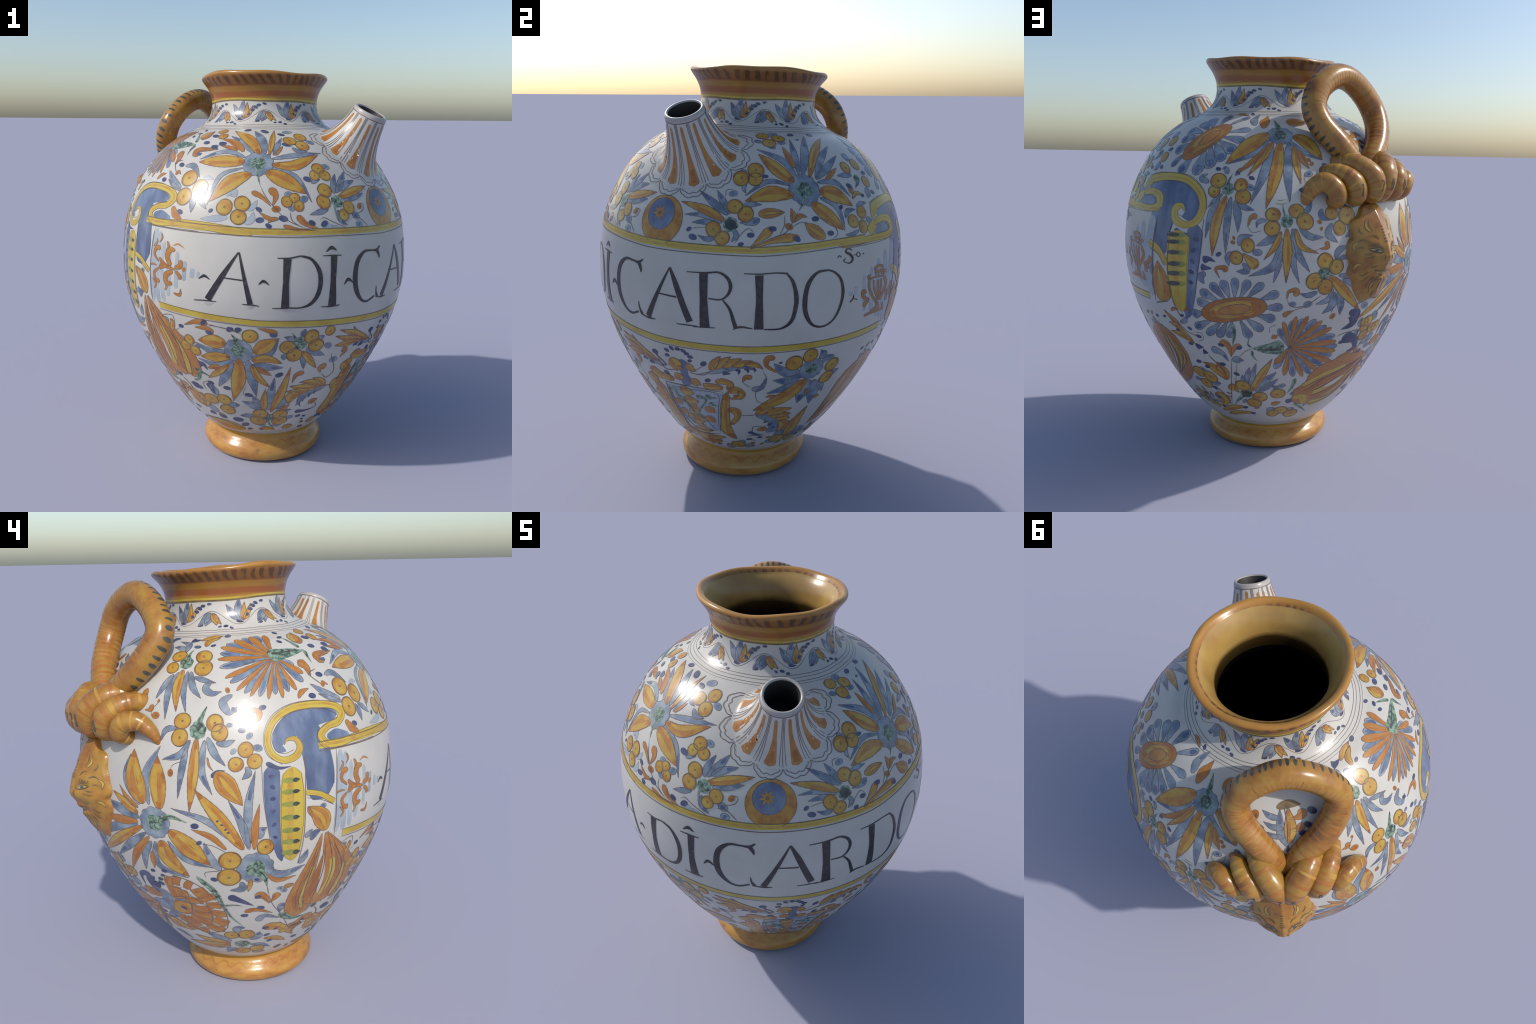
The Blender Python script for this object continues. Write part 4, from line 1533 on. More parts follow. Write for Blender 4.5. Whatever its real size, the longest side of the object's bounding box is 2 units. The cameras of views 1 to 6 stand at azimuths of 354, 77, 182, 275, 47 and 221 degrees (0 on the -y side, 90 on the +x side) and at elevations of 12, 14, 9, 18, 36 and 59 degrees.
motif("painted_flower", -93.7, 0.394, """
B 9,-60 14,71 29,186 /45
B 47,-55 77,13 109,58 /50
B -29,-60 -67,-23 -126,1 /50
B -39,-35 -54,10 -73,53 /36
B -66,-113 -101,-121 -137,-132 /35
B 43,-73 82,-71 128,-74 /25
A -12,-68 -17,27 -12,106 /34
A 19,-77 69,94 105,249 /44
O 67,-66 90,-42 114,-27 /32
U 118,-144 /23
U -25,-198 /24
U 55,-204 /26
R -32,-95 /43
R -41,-155 /46
R 67,-106 /43
R 68,-162 /43
G 8,-158 20,-198 42,-235 /14
g 9,-126 /33
A -29,-244 6,-237 48,-257 /41
D -24,-250 /13
R 117,-244 /29""")
motif("acanthus_leaf", -69.4, 0.377, """
A 57,113 6,164 -33,185 /41
A 40,111 -41,159 -97,159 /44
A 12,112 -77,123 -143,133 /50
A -27,96 -94,94 -150,95 /45
A -67,74 -110,63 -112,-1 /59
B 65,106 -30,89 -66,-16 /66
N 12,94 8,81 12,59 /23
N -16,79 -15,58 -14,39 /24
N -43,63 -42,34 -37,11 /23
N -61,37 -52,-2 -35,-29 /18
N -55,-67 -4,-72 43,-61 /30
Ot 40,-7 12,10 5,-19 /42
L 42,-11 57,-50 24,-71 /4
Ot -93,230 -128,213 -138,160 /33
L -137,153 -129,199 /2.3
L 57,113 113,96 /5
D -23,-113 /16
D 15,-124 /12
D 13,-151 /10
R 85,-191 /29
E 23,-183 /14
D 120,-164 /20
D 39,-244 /20""")
motif("painted_spray", -124.7, 0.225, """
A 94,-54 -18,-20 -129,-4 /97
L 90,-48 -10,14 -141,1 /6
D 2,59 /23
D 85,43 /30
D 110,-3 /25
D -54,71 /19
D 119,-53 /16
A -20,64 -3,62 18,42 /48""")
motif("acanthus_leaf", -55.5, 0.716, """
A 98,-14 -3,38 -49,89 /36
A 82,-14 -34,49 -130,78 /40
A 52,-3 -54,20 -147,45 /38
A 6,3 -69,-5 -132,-11 /39
B 124,-34 -20,14 -105,-5 /48
N -30,-6 -48,-8 -56,-21 /25
N 23,-18 4,-22 -13,-30 /27
N 63,-23 45,-33 26,-39 /30
L 116,-28 142,-25 90,32 /7
N 85,50 100,29 109,12 /28
N 127,-86 128,-74 132,-66 /34""")
motif("berry_cluster", -127.2, 0.701, """
U -35,44 /17
U 45,4 /18
U -20,-46 /20
R 9,39 /29
R -21,3 /29
R 27,-22 /30""")
motif("painted_spray", -133.9, 0.443, """
N 80,181 120,181 134,145 /40
D 25,14 /23
A -66,-19 -33,-63 -8,-155 /90
A 10,-33 11,-69 11,-107 /56
O -148,-31 -141,-72 -115,-73 /96
D 116,59 /18
L 116,72 66,51 66,-3 /2.8
D -86,-187 /17
D 9,-198 /17
G 45,73 86,126 133,100 /25""")
motif("painted_spray", -121.7, 0.798, """
Ot 59,42 -1,42 -69,16 /33
Ot 79,-12 54,11 -11,13 /32
D 39,42 /17
D 60,-9 /18
D -89,5 /15
D 168,15 /17
D 208,12 /17
U -186,18 /23
A -146,33 -143,3 -164,-46 /29
L -214,22 -194,43 -132,52 -124,7 /2.7
L -126,-25 -83,6 /1.8
L 58,37 145,17 213,-4 /2.6""")
motif("berry_cluster", -131.4, 1.471, """
B 2,-37 -53,-8 -118,56 /36
B 8,-51 -44,-28 -102,8 /22
B -22,79 25,80 86,23 /29
P 106,20 135,26 164,23 /22
B 78,-74 93,-106 96,-151 /31
B 103,-72 137,-96 172,-125 /26
E -56,42 /14
D -50,85 /18
D -134,7 /18
Ot -110,169 -93,134 -101,93 /48
O -202,15 -179,34 -135,41 /21
D 36,-152 /17
R 32,14 /44
R 109,-28 /43
R 35,-78 /44
L -53,114 -98,99 -66,43 /3.5""")
motif("painted_spray", -132.0, 1.617, """
Ot 7,-50 2,-13 115,6 /29
D 29,-38 /13
D 24,43 /17
U 87,16 /19
D 119,46 /19
A -28,75 -24,112 0,155 /56
O 88,-4,17 28,-14,14 -1,-41,17 27,-51,13
D 31,-38 /12
O -50,-134 -40,-145 -25,-158 /12""")
motif("coat_of_arms", -36.3, 0.506, """
P 26,108,302 23,35,308 22,-49,290 20,-126,270 11,-207,246
L -123,92 32,112 171,98 /4
L 171,98 134,-49 82,-245 /2.8
L -123,92 -118,-55 -98,-169 -88,-254 -18,-268 77,-246 /10
L -111,75 22,91 138,83 117,-50 88,-201 /2.6
L -111,75 -103,-46 -79,-149 -53,-221 -7,-234 81,-212 /6
A -48,70 -12,70 25,62 /64
A -39,6 -3,9 37,11 /58
A -27,-46 1,-57 29,-62 /101
A -38,-177 4,-140 33,-146 /103
A -23,-128 11,-113 25,-157 /58
Op -99,-15 -87,-30 -77,-55 /63
Op -89,-91 -70,-104 -53,-118 /69
Op 64,-17 78,-35 101,-60 /52
Op 51,-93 65,-113 83,-141 /54
A -58,-253 5,-228 59,-217 /57
G -83,75 -76,24 -39,-15 -9,-75 24,-101 75,-213 /20
G 89,77 72,20 28,-48 -23,-128 -62,-200 /10
G -127,26 -81,62 -55,60 /27
G 30,43 64,45 78,28 /31
G 87,70 97,51 131,56 /29
G 90,17 101,4 122,-7 /31
G -41,-23 -43,11 -66,22 /22
G -68,-151 -45,-146 -38,-194 /30
Ar 189,95,25 158,-11,44 137,-125,45 130,-214,60 159,-294,18
Ac 186,59 213,51 257,82 242,103 /33
Ar 194,98,25 234,110,45 262,82,30 242,56,27 218,78,13
Ar 170,-25,30 205,-41,47 206,-86,28 159,-149,24
Ar 82,130,33 132,130,40 176,124,26
Ar 147,160,24 184,167,37 218,149,29 193,118,19
Ar -197,155,54 -183,137,65 -143,125,48 -62,135,32
Ar -234,96,54 -214,73,80 -177,60,60
Ar -183,64,71 -169,-57,81 -139,-146,89 -123,-262,95 -72,-292,66
Ar -208,-15,58 -200,-47,91 -177,-77,74
A -119,-298 -12,-285 79,-322 /93
A -50,140 -25,161 -15,139 /44
A 27,133 53,145 73,131 /47
V 8,273,44 6,216,40 4,181,38 13,135,77 25,126,45
A -59,260 -38,238 -33,193 /76
A 28,256 46,226 68,219 /39
A -14,234 -8,218 2,221 /36
D -69,276 /14
D -66,306 /14
D -37,324 /14
D -6,328 /14
D 22,324 /14
D 37,311 /13
D 52,296 /14
D 46,273 /12
D 110,267 /18
D -140,271 /19
D -98,163 /15
D 112,168 /16
L 127,222 68,199 28,205 /2.8
L 106,253 69,225 /2.2
L -133,250 -97,188 -42,196 /4""")
motif("acanthus_leaf", -19.4, 0.735, """
A -68,-20 -43,37 -21,69 /35
A -48,-8 -10,42 23,71 /36
A -15,6 31,43 70,63 /36
A 26,19 79,40 114,51 /33
A 79,32 128,29 160,3 /27
B -76,-39 -3,-1 71,21 132,-4 /36
N -16,-25 1,-25 21,-27 /27
N 42,4 56,-7 52,-29 /21
N 79,11 93,-0 93,-20 /20
N 112,11 124,-1 122,-15 /17
L -68,-23 -98,-53 -163,-61 /3.2""")
motif("painted_scroll", -6.8, 0.669, """
L 4,75 26,12 -14,-62 -0,-129 36,-145 /2.3
Bt -32,-50 8,-30 24,30 /34
Ot -37,26 -62,30 -76,-4 /30
L -72,-7 -41,-31 /2.2
Ot 71,-107 52,-91 31,-99 /30
Or 52,141,26 23,139,30 18,103,17 67,59,10
D 79,113 /8""")
motif("painted_flower", 9.3, 0.650, """
B -19,73 -91,79 -149,126 /51
B -1,53 -66,25 -135,27 /48
B 3,17 -68,-24 -145,-59 /45
B 36,17 28,-57 20,-142 /67
B 62,10 82,-73 89,-167 /66
B 90,2 115,-44 137,-94 /34
B 59,138 77,156 58,186 /36
B 80,111 105,133 142,134 /35
B 124,47 163,27 195,40 /41
A 20,26 -40,-65 -185,-190 /80
C 34,82 /59
R -58,127 /42
R 11,162 /38
R 140,83 /40
R 130,8 /39
O 32,-39 45,-69 46,-96 /14
O 106,-130 116,-120 131,-123 /30""")
motif("acanthus_leaf", -1.6, 0.395, """
A -51,83 -9,123 33,126 /47
A -13,90 52,104 114,110 /57
A 12,73 67,70 117,67 /54
A 42,52 85,42 117,27 /51
A 69,26 97,-26 65,-85 /54
Br -50,75,18 -0,62,52 43,16,51 56,-39,75 21,-78,24
N 9,30 1,23 -6,11 /24
N 30,10 23,-6 11,-17 /25
N 49,-24 43,-40 30,-47 /27
Ot -23,-31 2,-47 2,-15 /42
L -12,-14 -47,-18 -49,-73 /3.7
N -67,-70 -28,-93 16,-107 /25
L -66,-115 -26,-103 10,-127 /4
L -116,68 -81,73 -51,83 /3.7""")
motif("painted_flower", 14.1, 0.344, """
A 11,-91 12,49 39,172 /65
B 1,-76 -4,20 10,114 /60
B 25,-98 57,-55 108,-48 /95
B -27,-57 -33,-26 -20,-20 /65
R -34,-95 /42
R 44,-119 /33
B -85,-111 -60,-125 -29,-139 /40
G 5,-130 -10,-146 -28,-171 /22""")
motif("painted_spray", -24.0, 0.228, """
B -1,-34 18,-33 39,-22 /66
B 65,34 82,24 95,11 /43
B 96,-19 120,-31 141,-38 /60
R 60,-6 /39
D 119,52 /15
D 174,59 /14
E 133,5 /14
E 176,-24 /13
E 214,41 /13
L 124,52 151,29 /2.8
O -136,51 -89,9 -15,5 /87
A -87,22 -32,52 8,66 /44
N -121,-18 -94,-20 -64,-51 /48
D -35,-30 /14
N -217,-3 -189,3 -163,-20 /59""")
motif("inscription_mark", 22.3, 1.147, """
Kr 6,108,5 -17,116,5 -29,104,9 -3,88,12 8,71,12 -6,55,6 -31,59,4 -44,67,3.6
Kr -44,67,5 -31,76,3.1
Kr 39,97,3.7 30,85,5 42,76,2.8 53,84,5 44,97,3.7
K -74,81 -63,90 -52,82 /4
D 21,86 /4
D 74,86 /5
Kr 1,-117,4 18,-100,9 19,-84,2.9
Kr 19,-102,3.6 45,-110,3.6""")
motif("letter", -109.5, 1.049, """
Kr 62,124,6 -11,16,24 -84,-97,31
Kr 65,125,7 88,12,16 114,-109,25
Kr -2,9,5 80,1,6
Kr -154,-106,3.4 -101,-102,6 -43,-103,3.3
Kr 78,-110,3.1 118,-112,7 155,-119,3.1
Kr -124,-2,3.4 -96,13,13 -70,-2,3.3
Ip -102,-111 -81,-118 -55,-110 /17
Ip 96,-118 113,-126 135,-123 /16""")
motif("letter", -87.3, 1.033, """
Kr -13,117,36 -19,8,26 -20,-110,37
Kr -58,117,3.7 -2,116,6 50,124,6 89,115,9
Kr 49,123,6 94,110,12 131,62,20 142,9,23 131,-52,22 99,-95,16 55,-111,7 -7,-110,6
Kr -78,-112,3.3 -46,-112,5 -7,-111,6
Kr -141,-1,3.0 -119,15,13 -94,-2,3.0
Ip -41,-121 -2,-124 73,-121 /12""")
motif("letter", -69.7, 1.048, """
Kr -24,102,33 -27,-10,27 -24,-127,42
Kr -81,106,3.0 -34,105,7 14,103,3.9
Kr -80,-129,3.3 -28,-130,8 16,-127,4
Kr -64,123,4 -36,140,18 -10,127,3.0
Kr 32,-31,3.9 53,-10,16 82,-27,4
Ip -52,-137 -12,-141 18,-135 /13""")
motif("letter", -56.1, 1.046, """
Kr 27,112,7 -27,111,12 -71,72,25 -85,-6,29 -69,-71,25 -30,-118,12 5,-129,10 58,-110,9
Kr 20,113,6 60,111,13 86,128,6
Kr 63,108,19 75,89,15 80,71,5
Kr 63,-61,4 67,-90,8 80,-117,18""")
motif("letter", -39.4, 1.043, """
Kr 12,121,5 -34,25,15 -101,-115,28
Kr 13,120,10 46,53,25 78,-24,28 110,-99,31
Kr -39,3,5 49,1,7
Kr -143,-117,4 -100,-122,9 -61,-120,3.4
Kr 47,-118,3.4 101,-116,6 143,-116,3.4""")
motif("letter", -21.6, 1.047, """
Kr -68,113,37 -63,4,32 -57,-119,43
Kr -143,111,3.5 -68,115,5 -24,121,5
Kr -56,114,5 -4,121,8 32,101,13 46,70,15 39,38,11 12,12,6 -43,10,5
Kr 17,9,6 45,-26,11 62,-75,15 72,-106,17
Kr 61,-115,3.8 90,-103,10 142,-109,4
Kr -110,-123,4 -63,-119,5 -13,-115,3.1""")
motif("letter", -5.8, 1.057, """
Kr -48,109,34 -43,10,27 -40,-120,39
Kr -110,114,3.5 -49,114,5 21,120,5 69,118,7
Kr 65,118,6 90,86,14 109,18,20 108,-23,19 92,-86,16 54,-115,8 -18,-120,5""")
motif("letter", 12.2, 1.060, """
Kr 15,122,7 -39,114,11 -78,69,20 -90,-12,22 -78,-67,19 -44,-111,11 3,-122,8 47,-101,9 79,-44,13 90,23,16 74,82,12 39,113,8 11,122,7""")
# ------------------------------------------------------------------ neck frieze: tulips and bells on a waving stem
NECK = bpy.data.objects["neck"]
r_n = float(np.interp(1.785, PR[:, 1], PR[:, 0]))
def grow(text, f):
    out = []
    for l in text.strip().splitlines():
        q = l.split(); out.append(" ".join([q[0]] + [",".join(f"{float(v) * f:.1f}" for v in s.split(",")) if s[0] != "/" else f"/{float(s[1:]) * f:.1f}" for s in q[1:]]))
    return "\n".join(out)
for k in range(8):
    az = 17 + 45 * k + rng.uniform(-2, 2); j = lambda: rng.uniform(-2.5, 2.5)
    sh = Sheet()
    parse(sh, grow(f"""B -3,-24 {-20 + j():.1f},0 {-36 + j():.1f},{30 + j():.1f} /22
B 0,-27 {-3 + j():.1f},5 {j():.1f},{46 + j():.1f} /24
A 6,-24 13,4 {15 + j():.1f},{34 + j():.1f} /17
A 8,-24 24,-2 {36 + j():.1f},{26 + j():.1f} /15
N -12,-22 0,-30 10,-28 /13""", 1.45))
    lay(sh, "painted_tulip", cyl(az, r_n, 1.792), NECK)
    sh = Sheet()
    parse(sh, grow(f"""B 2,16 -14,-4 {-36 + j():.1f},{-26 + j():.1f} /26
B 0,14 -6,-10 {-12 + j():.1f},-30 /24
A 5,14 16,-6 {22 + j():.1f},-28 /22
A 8,12 24,-8 {38 + j():.1f},-24 /14
N -20,-22 -28,-28 -38,-28 /12
D -44,22 /8
D -33,32 /8.5
D -22,40 /8
D -2,46 /7
D 52,-30 /8
D 70,-36 /7
D -60,8 /7
D 34,-34 /6""", 1.38))
    lay(sh, "painted_bell", cyl(az + 22.5, r_n, 1.776), NECK)
azs = np.linspace(-180, 180, 400)
circle_band("painted_stem", [(a, 1.776 - .028 * math.cos(math.radians(8 * (a - 17)))) for a in azs], 2.4, "line", "fill0", n=500, parent=NECK)
circle_band("painted_line", [(a, 1.8485 + .004 * math.sin(math.radians(2 * a)) + .002 * math.sin(math.radians(5 * a + 30))) for a in azs], 9, "umber", "fill0", n=300, parent=NECK)
circle_band("painted_band", [(a, 1.8555 + .003 * math.sin(math.radians(2 * a)) + .002 * math.sin(math.radians(5 * a + 30))) for a in azs], 8, "yellow", "fill1", n=300, parent=NECK)

# ------------------------------------------------------------------ spout tongues
def spout_paint(phi, v, lift):
    """v >= 0 runs up the spout (0..1); v < 0 is metres outside its foot, on the shoulder"""
    phi = np.asarray(phi, float); v = np.asarray(v, float); sh = phi.shape
    up = spout_surface(phi, np.clip(v, 0, 1), lift)
    rad = .205 - .02 * np.cos(phi.ravel() - pi) - np.minimum(v.ravel(), 0)
    p, n = spout_base(phi.ravel(), rad); dn = (p + n * (lift + .0006)).reshape(*sh, 3)
    return np.where((v < 0)[..., None], dn, up)
def spout_normals(phi, v):
    e = 2e-3; a = spout_paint(phi + e, v, 0) - spout_paint(phi - e, v, 0); b = spout_paint(phi, np.minimum(v + .01, 1), 0) - spout_paint(phi, v - .01, 0)
    n = np.cross(a, b); return unit(n)
def spout_stroke(name, phi, v, half, lift, pig):
    phi, v, half = map(np.asarray, (phi, v, half)); k = np.linspace(-1, 1, 5)
    PH = phi[:, None] + half[:, None] * k[None]; VV = np.repeat(v[:, None], 5, 1)
    V = spout_paint(PH, VV, lift); n = spout_normals(PH, VV)
    make(name, V.reshape(-1, 3), grid_faces(len(phi), 5)[:, ::-1], PIG[pig], spout, normals=n.reshape(-1, 3))
def spout_line(phi, v, w, lift=.0011, pig="line"):
    """thin drawn line: offset sideways in space"""
    phi = np.asarray(phi, float); v = np.asarray(v, float); P = spout_paint(phi, v, lift); n = spout_normals(phi, v); T = unit(np.gradient(P, axis=0)); S = np.cross(n, T)
    V = np.stack([P - S * w / 2, P + S * w / 2], 1); f = grid_faces(len(phi), 2)
    make("painted_line", V.reshape(-1, 3), f, PIG[pig], spout, normals=np.repeat(n[:, None], 2, 1).reshape(-1, 3))
pitch = math.radians(34.3)
t = np.linspace(0, 1, 26)
for k in range(-4, 7):
    p0 = math.radians(1.5) + pitch * (k - .5); top = .90 + rng.uniform(-.04, .03); a0 = .015 + rng.uniform(0, .03)
    if k in (5, 6, -4): a0 = .10
    hw = np.where(t < .08, .135 * np.sqrt(np.clip(1 - (1 - t / .08) ** 2, 0, 1)), .135 - .065 * np.clip((t - .08) / .5, 0, 1)) * np.clip((1 - t) / .04, .1, 1)
    drift = .03 * np.sin(t * 4 + k)
    spout_stroke("painted_tongue", p0 + drift, a0 + (top - a0) * t, hw, .0008, "orange")
    tt = t[2:9]; spout_stroke("painted_shade", p0 + drift[2:9], a0 + (top - a0) * tt, hw[2:9] * .5, .0010, "rust")
    sgl = np.linspace(0, 1, 24)
    for d in (.30, .5):      # fine lines running down between the tongues
        if d == .5: spout_line(p0 + pitch * .5 + 0 * sgl, .96 - .92 * sgl, .0024)
        else:
            for sg in (-1, 1): spout_line(p0 + sg * pitch * (.40 + .02 * np.sin(sgl * 5)), .94 - .88 * sgl, .0020)
    if k in (5, 6, -4): continue
    x = np.linspace(-1, 1, 40)
    for sc, dep, w_ in ((.97, .050, .0030), (.80, .026, .0026)):      # scalloped hem
        spout_line(p0 + x * pitch * .5 * sc, -dep * np.sqrt(np.clip(1 - x ** 2, 0, 1)) - .010 * np.abs(np.sin(x * pi * 1.5)) * (1 - x ** 2) + .004, w_)
ringl = np.linspace(0, 2 * pi, 80)
spout_line(ringl, 0 * ringl + .955, .0034, pig="line")
spout_line(ringl, 0 * ringl + .985, .007, .0006, pig="stain")

# ------------------------------------------------------------------ marks on handle and coils
def on_tube(fr, i, ang, lift):
    C, R, T, U, W = fr; i = np.asarray(i, float); x = np.arange(len(C)); f = lambda A: np.stack([np.interp(i, x, A[:, q]) for q in range(3)], -1)
    d = np.cos(ang)[..., None] * f(U) + np.sin(ang)[..., None] * f(W); return f(C) + d * (np.interp(i, x, R) + lift)[..., None], unit(d)
def tube_patch(name, fr, i0, i1, a0, a1, pig, parent, lift=.0008, ni=6, na=10, taper=True):
    t_ = np.linspace(-1, 1, ni); q = np.linspace(-1, 1, na); I = (i0 + i1) / 2 + (i1 - i0) / 2 * t_[:, None] * (np.sqrt(np.clip(1.02 - q ** 2, 0, 1))[None] if taper else 1 + 0 * q[None]); A = (a0 + a1) / 2 + (a1 - a0) / 2 * q[None] + 0 * I
    V, n = on_tube(fr, I, A, lift); f = grid_faces(ni, na)
    v = V.reshape(-1, 3); g = f[len(f) // 2]; c = np.cross(v[g[2]] - v[g[0]], v[g[3]] - v[g[1]])
    if c @ n.reshape(-1, 3)[g[0]] < 0: f = f[:, ::-1]
    make(name, v, f, PIG[pig], parent, normals=n.reshape(-1, 3))
C, R, T, U, W = HC; hub = C.mean(0); nC = len(C); seg_ = np.linalg.norm(np.diff(C, axis=0), axis=1).mean()
def out_angle(i, extra=0.0):
    d = C[i] - hub + extra * np.array([0, 0, 1.0]); return math.atan2(d @ W[i], d @ U[i])
i = 26.0
while i < nC - 26:
    k = int(i); a = out_angle(k) + rng.uniform(-.08, .08); st = .0065 / seg_; h = rng.uniform(.30, .46)
    tube_patch("handle_dash", HC, i - st * rng.uniform(.6, 1.1), i + st * rng.uniform(.6, 1.1), a - h, a + h, "soot", handle, .0009)
    i += rng.uniform(.024, .033) / seg_
i = 8.0
while i < nC - 8:
    k = int(i); a = out_angle(k) + pi; h = rng.uniform(1.5, 2.5); st = rng.uniform(.003, .007) / seg_
    tube_patch("handle_stripe", HC, i - st, i + st, a - h, a + h, "rust" if rng.random() < .6 else "orange", handle, .0005, 4, 22)
    i += rng.uniform(.018, .030) / seg_
for o, fr in CO:
    c2, r2 = fr[0], fr[1]; n2 = len(c2); sg2 = np.linalg.norm(np.diff(c2, axis=0), axis=1).mean(); i = 5.0
    while i < n2 - 5:
        k = int(i); rad = unit(np.array([c2[k][0], c2[k][1], 0])); a = math.atan2(rad @ fr[4][k], rad @ fr[3][k]); h = rng.uniform(1.2, 2.0); st = rng.uniform(.003, .007) / sg2
        tube_patch("coil_stripe", fr, i - st, i + st, a - h, a + h, "rust" if rng.random() < .6 else "amber", o, .0005, 4, 18)
        i += rng.uniform(.020, .036) / sg2
DIGIT = {"1": [[(-.4, .8), (.1, 1), (.1, -1)], [(-.5, -1), (.6, -1)]], "7": [[(-.7, .9), (.7, .6), (.2, -.2), (-.3, -1)]], "0": [[(0, 1), (-.5, .3), (-.3, -.9), (.3, -.9), (.5, .2), (0, 1)]]}
def digit(ch, o, fr, i0, size):
    """painted numeral on the outward side of a coil"""
    C2 = fr[0]; k = int(i0); rad = unit(np.array([C2[k][0], C2[k][1], 0])); tt_ = np.array([-rad[1], rad[0], 0]); up = np.array([0, 0, 1.0]); base = C2[k] + rad * (fr[1][k] + .02)
    for st in DIGIT[ch]:
        P = spline([(a_, b_) for a_, b_ in st], 8) if len(st) > 2 else np.linspace(st[0], st[1], 8)
        X = base + (P[:, :1] * .5 * tt_ + P[:, 1:] * up) * size
        d = np.linalg.norm(X[:, None] - C2[None], axis=2); j = d.argmin(1); dd = unit(X - C2[j]); Y = C2[j] + dd * (fr[1][j] + .0012)[:, None]
        Tn = unit(np.gradient(Y, axis=0)); S = np.cross(dd, Tn); V = np.stack([Y - S * .003, Y + S * .003], 1); f = grid_faces(len(Y), 2)
        make("painted_numeral", V.reshape(-1, 3), f, PIG["soot"], o, normals=np.repeat(dd[:, None], 2, 1).reshape(-1, 3))
for ch, ci in (("1", 2), ("7", 0), ("0", 1), ("0", 3)): digit(ch, CO[ci][0], CO[ci][1], len(CO[ci][1][0]) * .62, .030)

# ------------------------------------------------------------------ the mask
V = mask_point(gx, gy); mask = make("grotesque_mask", V, grid_faces(90, 130), MASKM)
def mask_surface(x, y, L):
    p = mask_point(x, y) + 0; e = .002
    a = mask_point(x + e, y) - mask_point(x - e, y); b = mask_point(x, y + e) - mask_point(x, y - e); n = unit(np.cross(a, b)); return p + n * L[:, None], n
sh = Sheet(); face = []
for sg in (-1, 1):
    f = lambda pts: " ".join(f"{sg * a},{b}" for a, b in pts)
    face += [f"Yp {f([(22, 18), (46, 26), (74, 30)])} /18", f"Mp {f([(18, 26), (44, 42), (78, 40)])} /7", f"Sr {f([(20, 16), (46, 30), (76, 30)])} /3", f"Sr {f([(22, 14), (46, 14), (72, 26)])} /2.4",
             f"Mp {f([(20, 10), (18, -4), (24, -18)])} /5", f"Mp {f([(34, -40), (52, -48), (66, -40)])} /4", f"Mr {f([(10, -62), (28, -66), (44, -58)])} /4", f"Yp {f([(8, -68), (24, -72), (40, -66)])} /9",
             f"Mp {f([(60, 12), (78, 8), (96, 10)])} /4", f"Mp {f([(56, 2), (74, -6), (92, -6)])} /4", f"Mp {f([(88, 34), (104, 38), (118, 30)])} /5", f"Mp {f([(70, 62), (92, 70), (112, 60)])} /6",
             f"Mp {f([(30, 66), (40, 82), (60, 86)])} /5", f"Mp {f([(84, 92), (98, 106), (96, 124)])} /6", f"Yp {f([(52, 100), (66, 120), (62, 150)])} /12", f"Mp {f([(44, 100), (52, 128), (46, 158)])} /5",
             f"Mp {f([(16, -92), (30, -120), (26, -150)])} /5", f"Mp {f([(34, -96), (54, -122), (56, -150)])} /5", f"Yp {f([(22, -100), (36, -130), (36, -170)])} /9", f"Mp {f([(64, -70), (86, -88), (100, -80)])} /5",
             f"Mp {f([(58, -90), (78, -112), (92, -116)])} /5", f"Mp {f([(10, -160), (14, -180), (8, -205)])} /5", f"Yp {f([(100, -30), (118, -40), (124, -60)])} /12", f"Yp {f([(108, 60), (126, 46), (124, 20)])} /10"]
    for q in range(4): face.append(f"Mr {f([(36 + q * 11, 48 - q), (39 + q * 11, 56 - q)])} /5")
for q in range(6): face.append(f"Mr -{9 - q},{58 + q * 12} 0,{60 + q * 12} {9 - q},{58 + q * 12} /4")
face += ["Mp -14,-84 0,-88 14,-84 /7", "Mp -30,-112 0,-104 30,-112 /4", "Mp 0,-120 2,-150 0,-190 /5"]
parse(sh, "\n".join(face)); dab(sh, "D", (45, 22), 7); dab(sh, "D", (-45, 22), 7)
lay(sh, "mask_drawing", mc, mask, mask_surface)

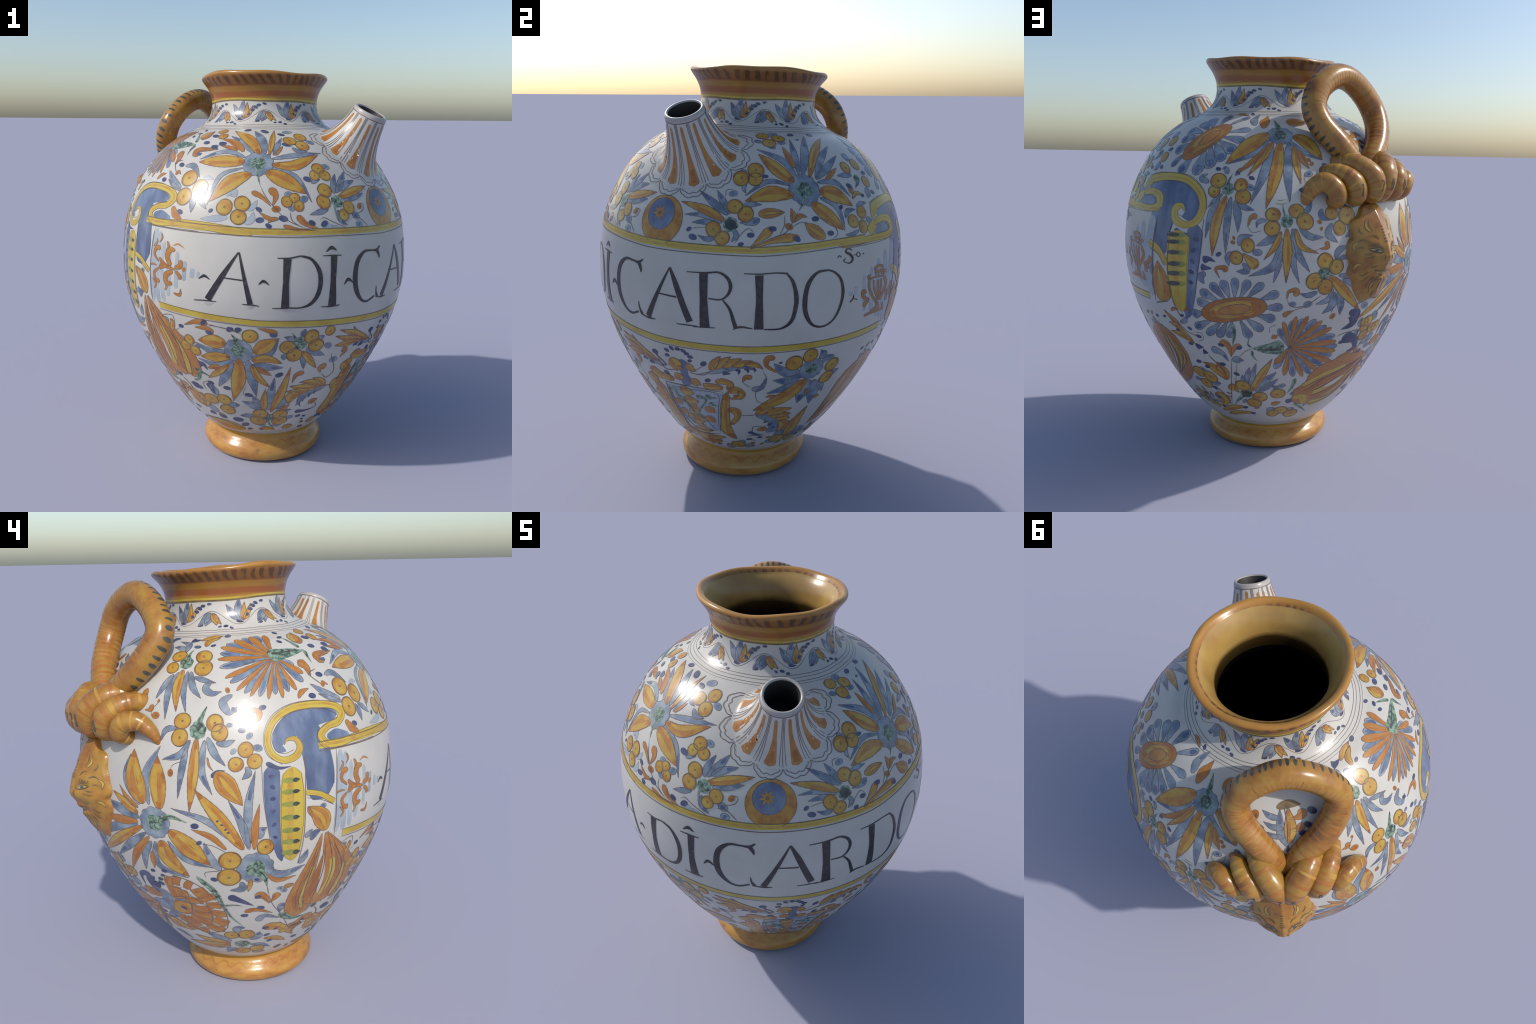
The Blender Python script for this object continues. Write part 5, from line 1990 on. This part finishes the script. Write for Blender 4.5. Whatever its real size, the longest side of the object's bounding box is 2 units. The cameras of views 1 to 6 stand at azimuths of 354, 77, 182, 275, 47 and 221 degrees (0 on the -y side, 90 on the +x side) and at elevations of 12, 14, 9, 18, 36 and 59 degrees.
motif("painted_leaf", 135.0, 1.610, """
B 0,-105 -21,-30 -18,60 /38
B -9,-60 -51,-51 -78,-30 /23
B -9,-24 -57,-9 -87,15 /25
B -12,18 -60,36 -87,63 /26
A 9,-90 18,-15 15,66 /49
Oc 15,-30 51,-27 75,-9 /35
Oc 18,15 60,24 81,51 /38
D 69,-51 /20
D 90,-15 /19
N 0,-132 0,-117 3,-99 /20
M -30,66 15,78 69,72 /38
D -105,-9 /20
E -120,45 /23
D 111,42 /22
L 0,-90 6,0 0,75 /4""")
motif("onion_bud", 41.0, .560, """
X 0,190,70 12,120,240 14,40,290 -5,-50,265 -50,-140,175 -95,-215,75 -128,-262,8
Y 60,120 80,0 -20,-130 /22
Y -70,110 -80,10 -95,-130 /20
Y 0,130 5,0 -70,-170 /18
Y 100,90 120,10 20,-110 /16
F 40,140 60,0 -50,-170 /16
F -45,140 -55,0 -105,-190 /16
L 50,145 62,10 -60,-190 /3.5
L -60,140 -70,10 -118,-220 /3.5
L 105,120 132,10 0,-130 /3.5
W 35,130 40,10 -45,-150 /12
L -25,150 -35,0 -110,-220 /3.5
L 85,140 112,20 -40,-170 /3.5
L 20,150 25,0 -75,-200 /3.5
L -90,130 -120,10 -125,-230 /3.5
B -50,190 0,160 60,185 /34
P -30,200 0,185 36,200 /22
G -20,215 0,195 10,190 /14
O -20,225 -10,240 0,250 /16
D 40,235 /13
D -60,230 /13""")

# ---- small growths on the side between the bud and the foot
motif("berry_cluster", 52.0, .300, """
B -20,18 -50,40 -84,44 /26
B 20,16 46,44 52,80 /24
A 6,20 16,60 8,112 /26
A -8,18 -24,58 -52,92 /22
B 30,0 60,8 92,0 /20
R -26,-8 /23
R 14,-16 /24
R 42,-30 /22
g 0,4 /15
D -64,-6 /12
D 84,-34 /12""")
motif("painted_spray", 57.0, .770, """
A 0,0 -40,18 -84,52 /24
A 6,-8 -30,-18 -70,-10 /20
B 10,4 44,20 66,54 /22
L 0,0 40,-40 96,-60 /3
D -92,14 /11
D 34,46 /12
D 60,-20 /13
O -30,60 -10,74 18,76 /16
E 70,84 /12
D -20,-44 /12""")
motif("painted_spray", 30.0, .275, """
A 0,0 30,24 70,34 /20
B -10,6 -44,22 -80,20 /20
O 10,-12 44,-16 74,-6 /16
D 20,50 /12
D -40,-14 /12
D 92,20 /11
L -60,0 0,-6 70,8 /2.6""")
motif("painted_spray", -152.0, .400, """
A 0,0 34,26 60,62 /22
B -8,6 -40,28 -58,62 /20
O 6,-10 44,-16 80,0 /18
R -30,-26 /18
R 2,-36 /18
D 60,30 /12
D -70,10 /12""")
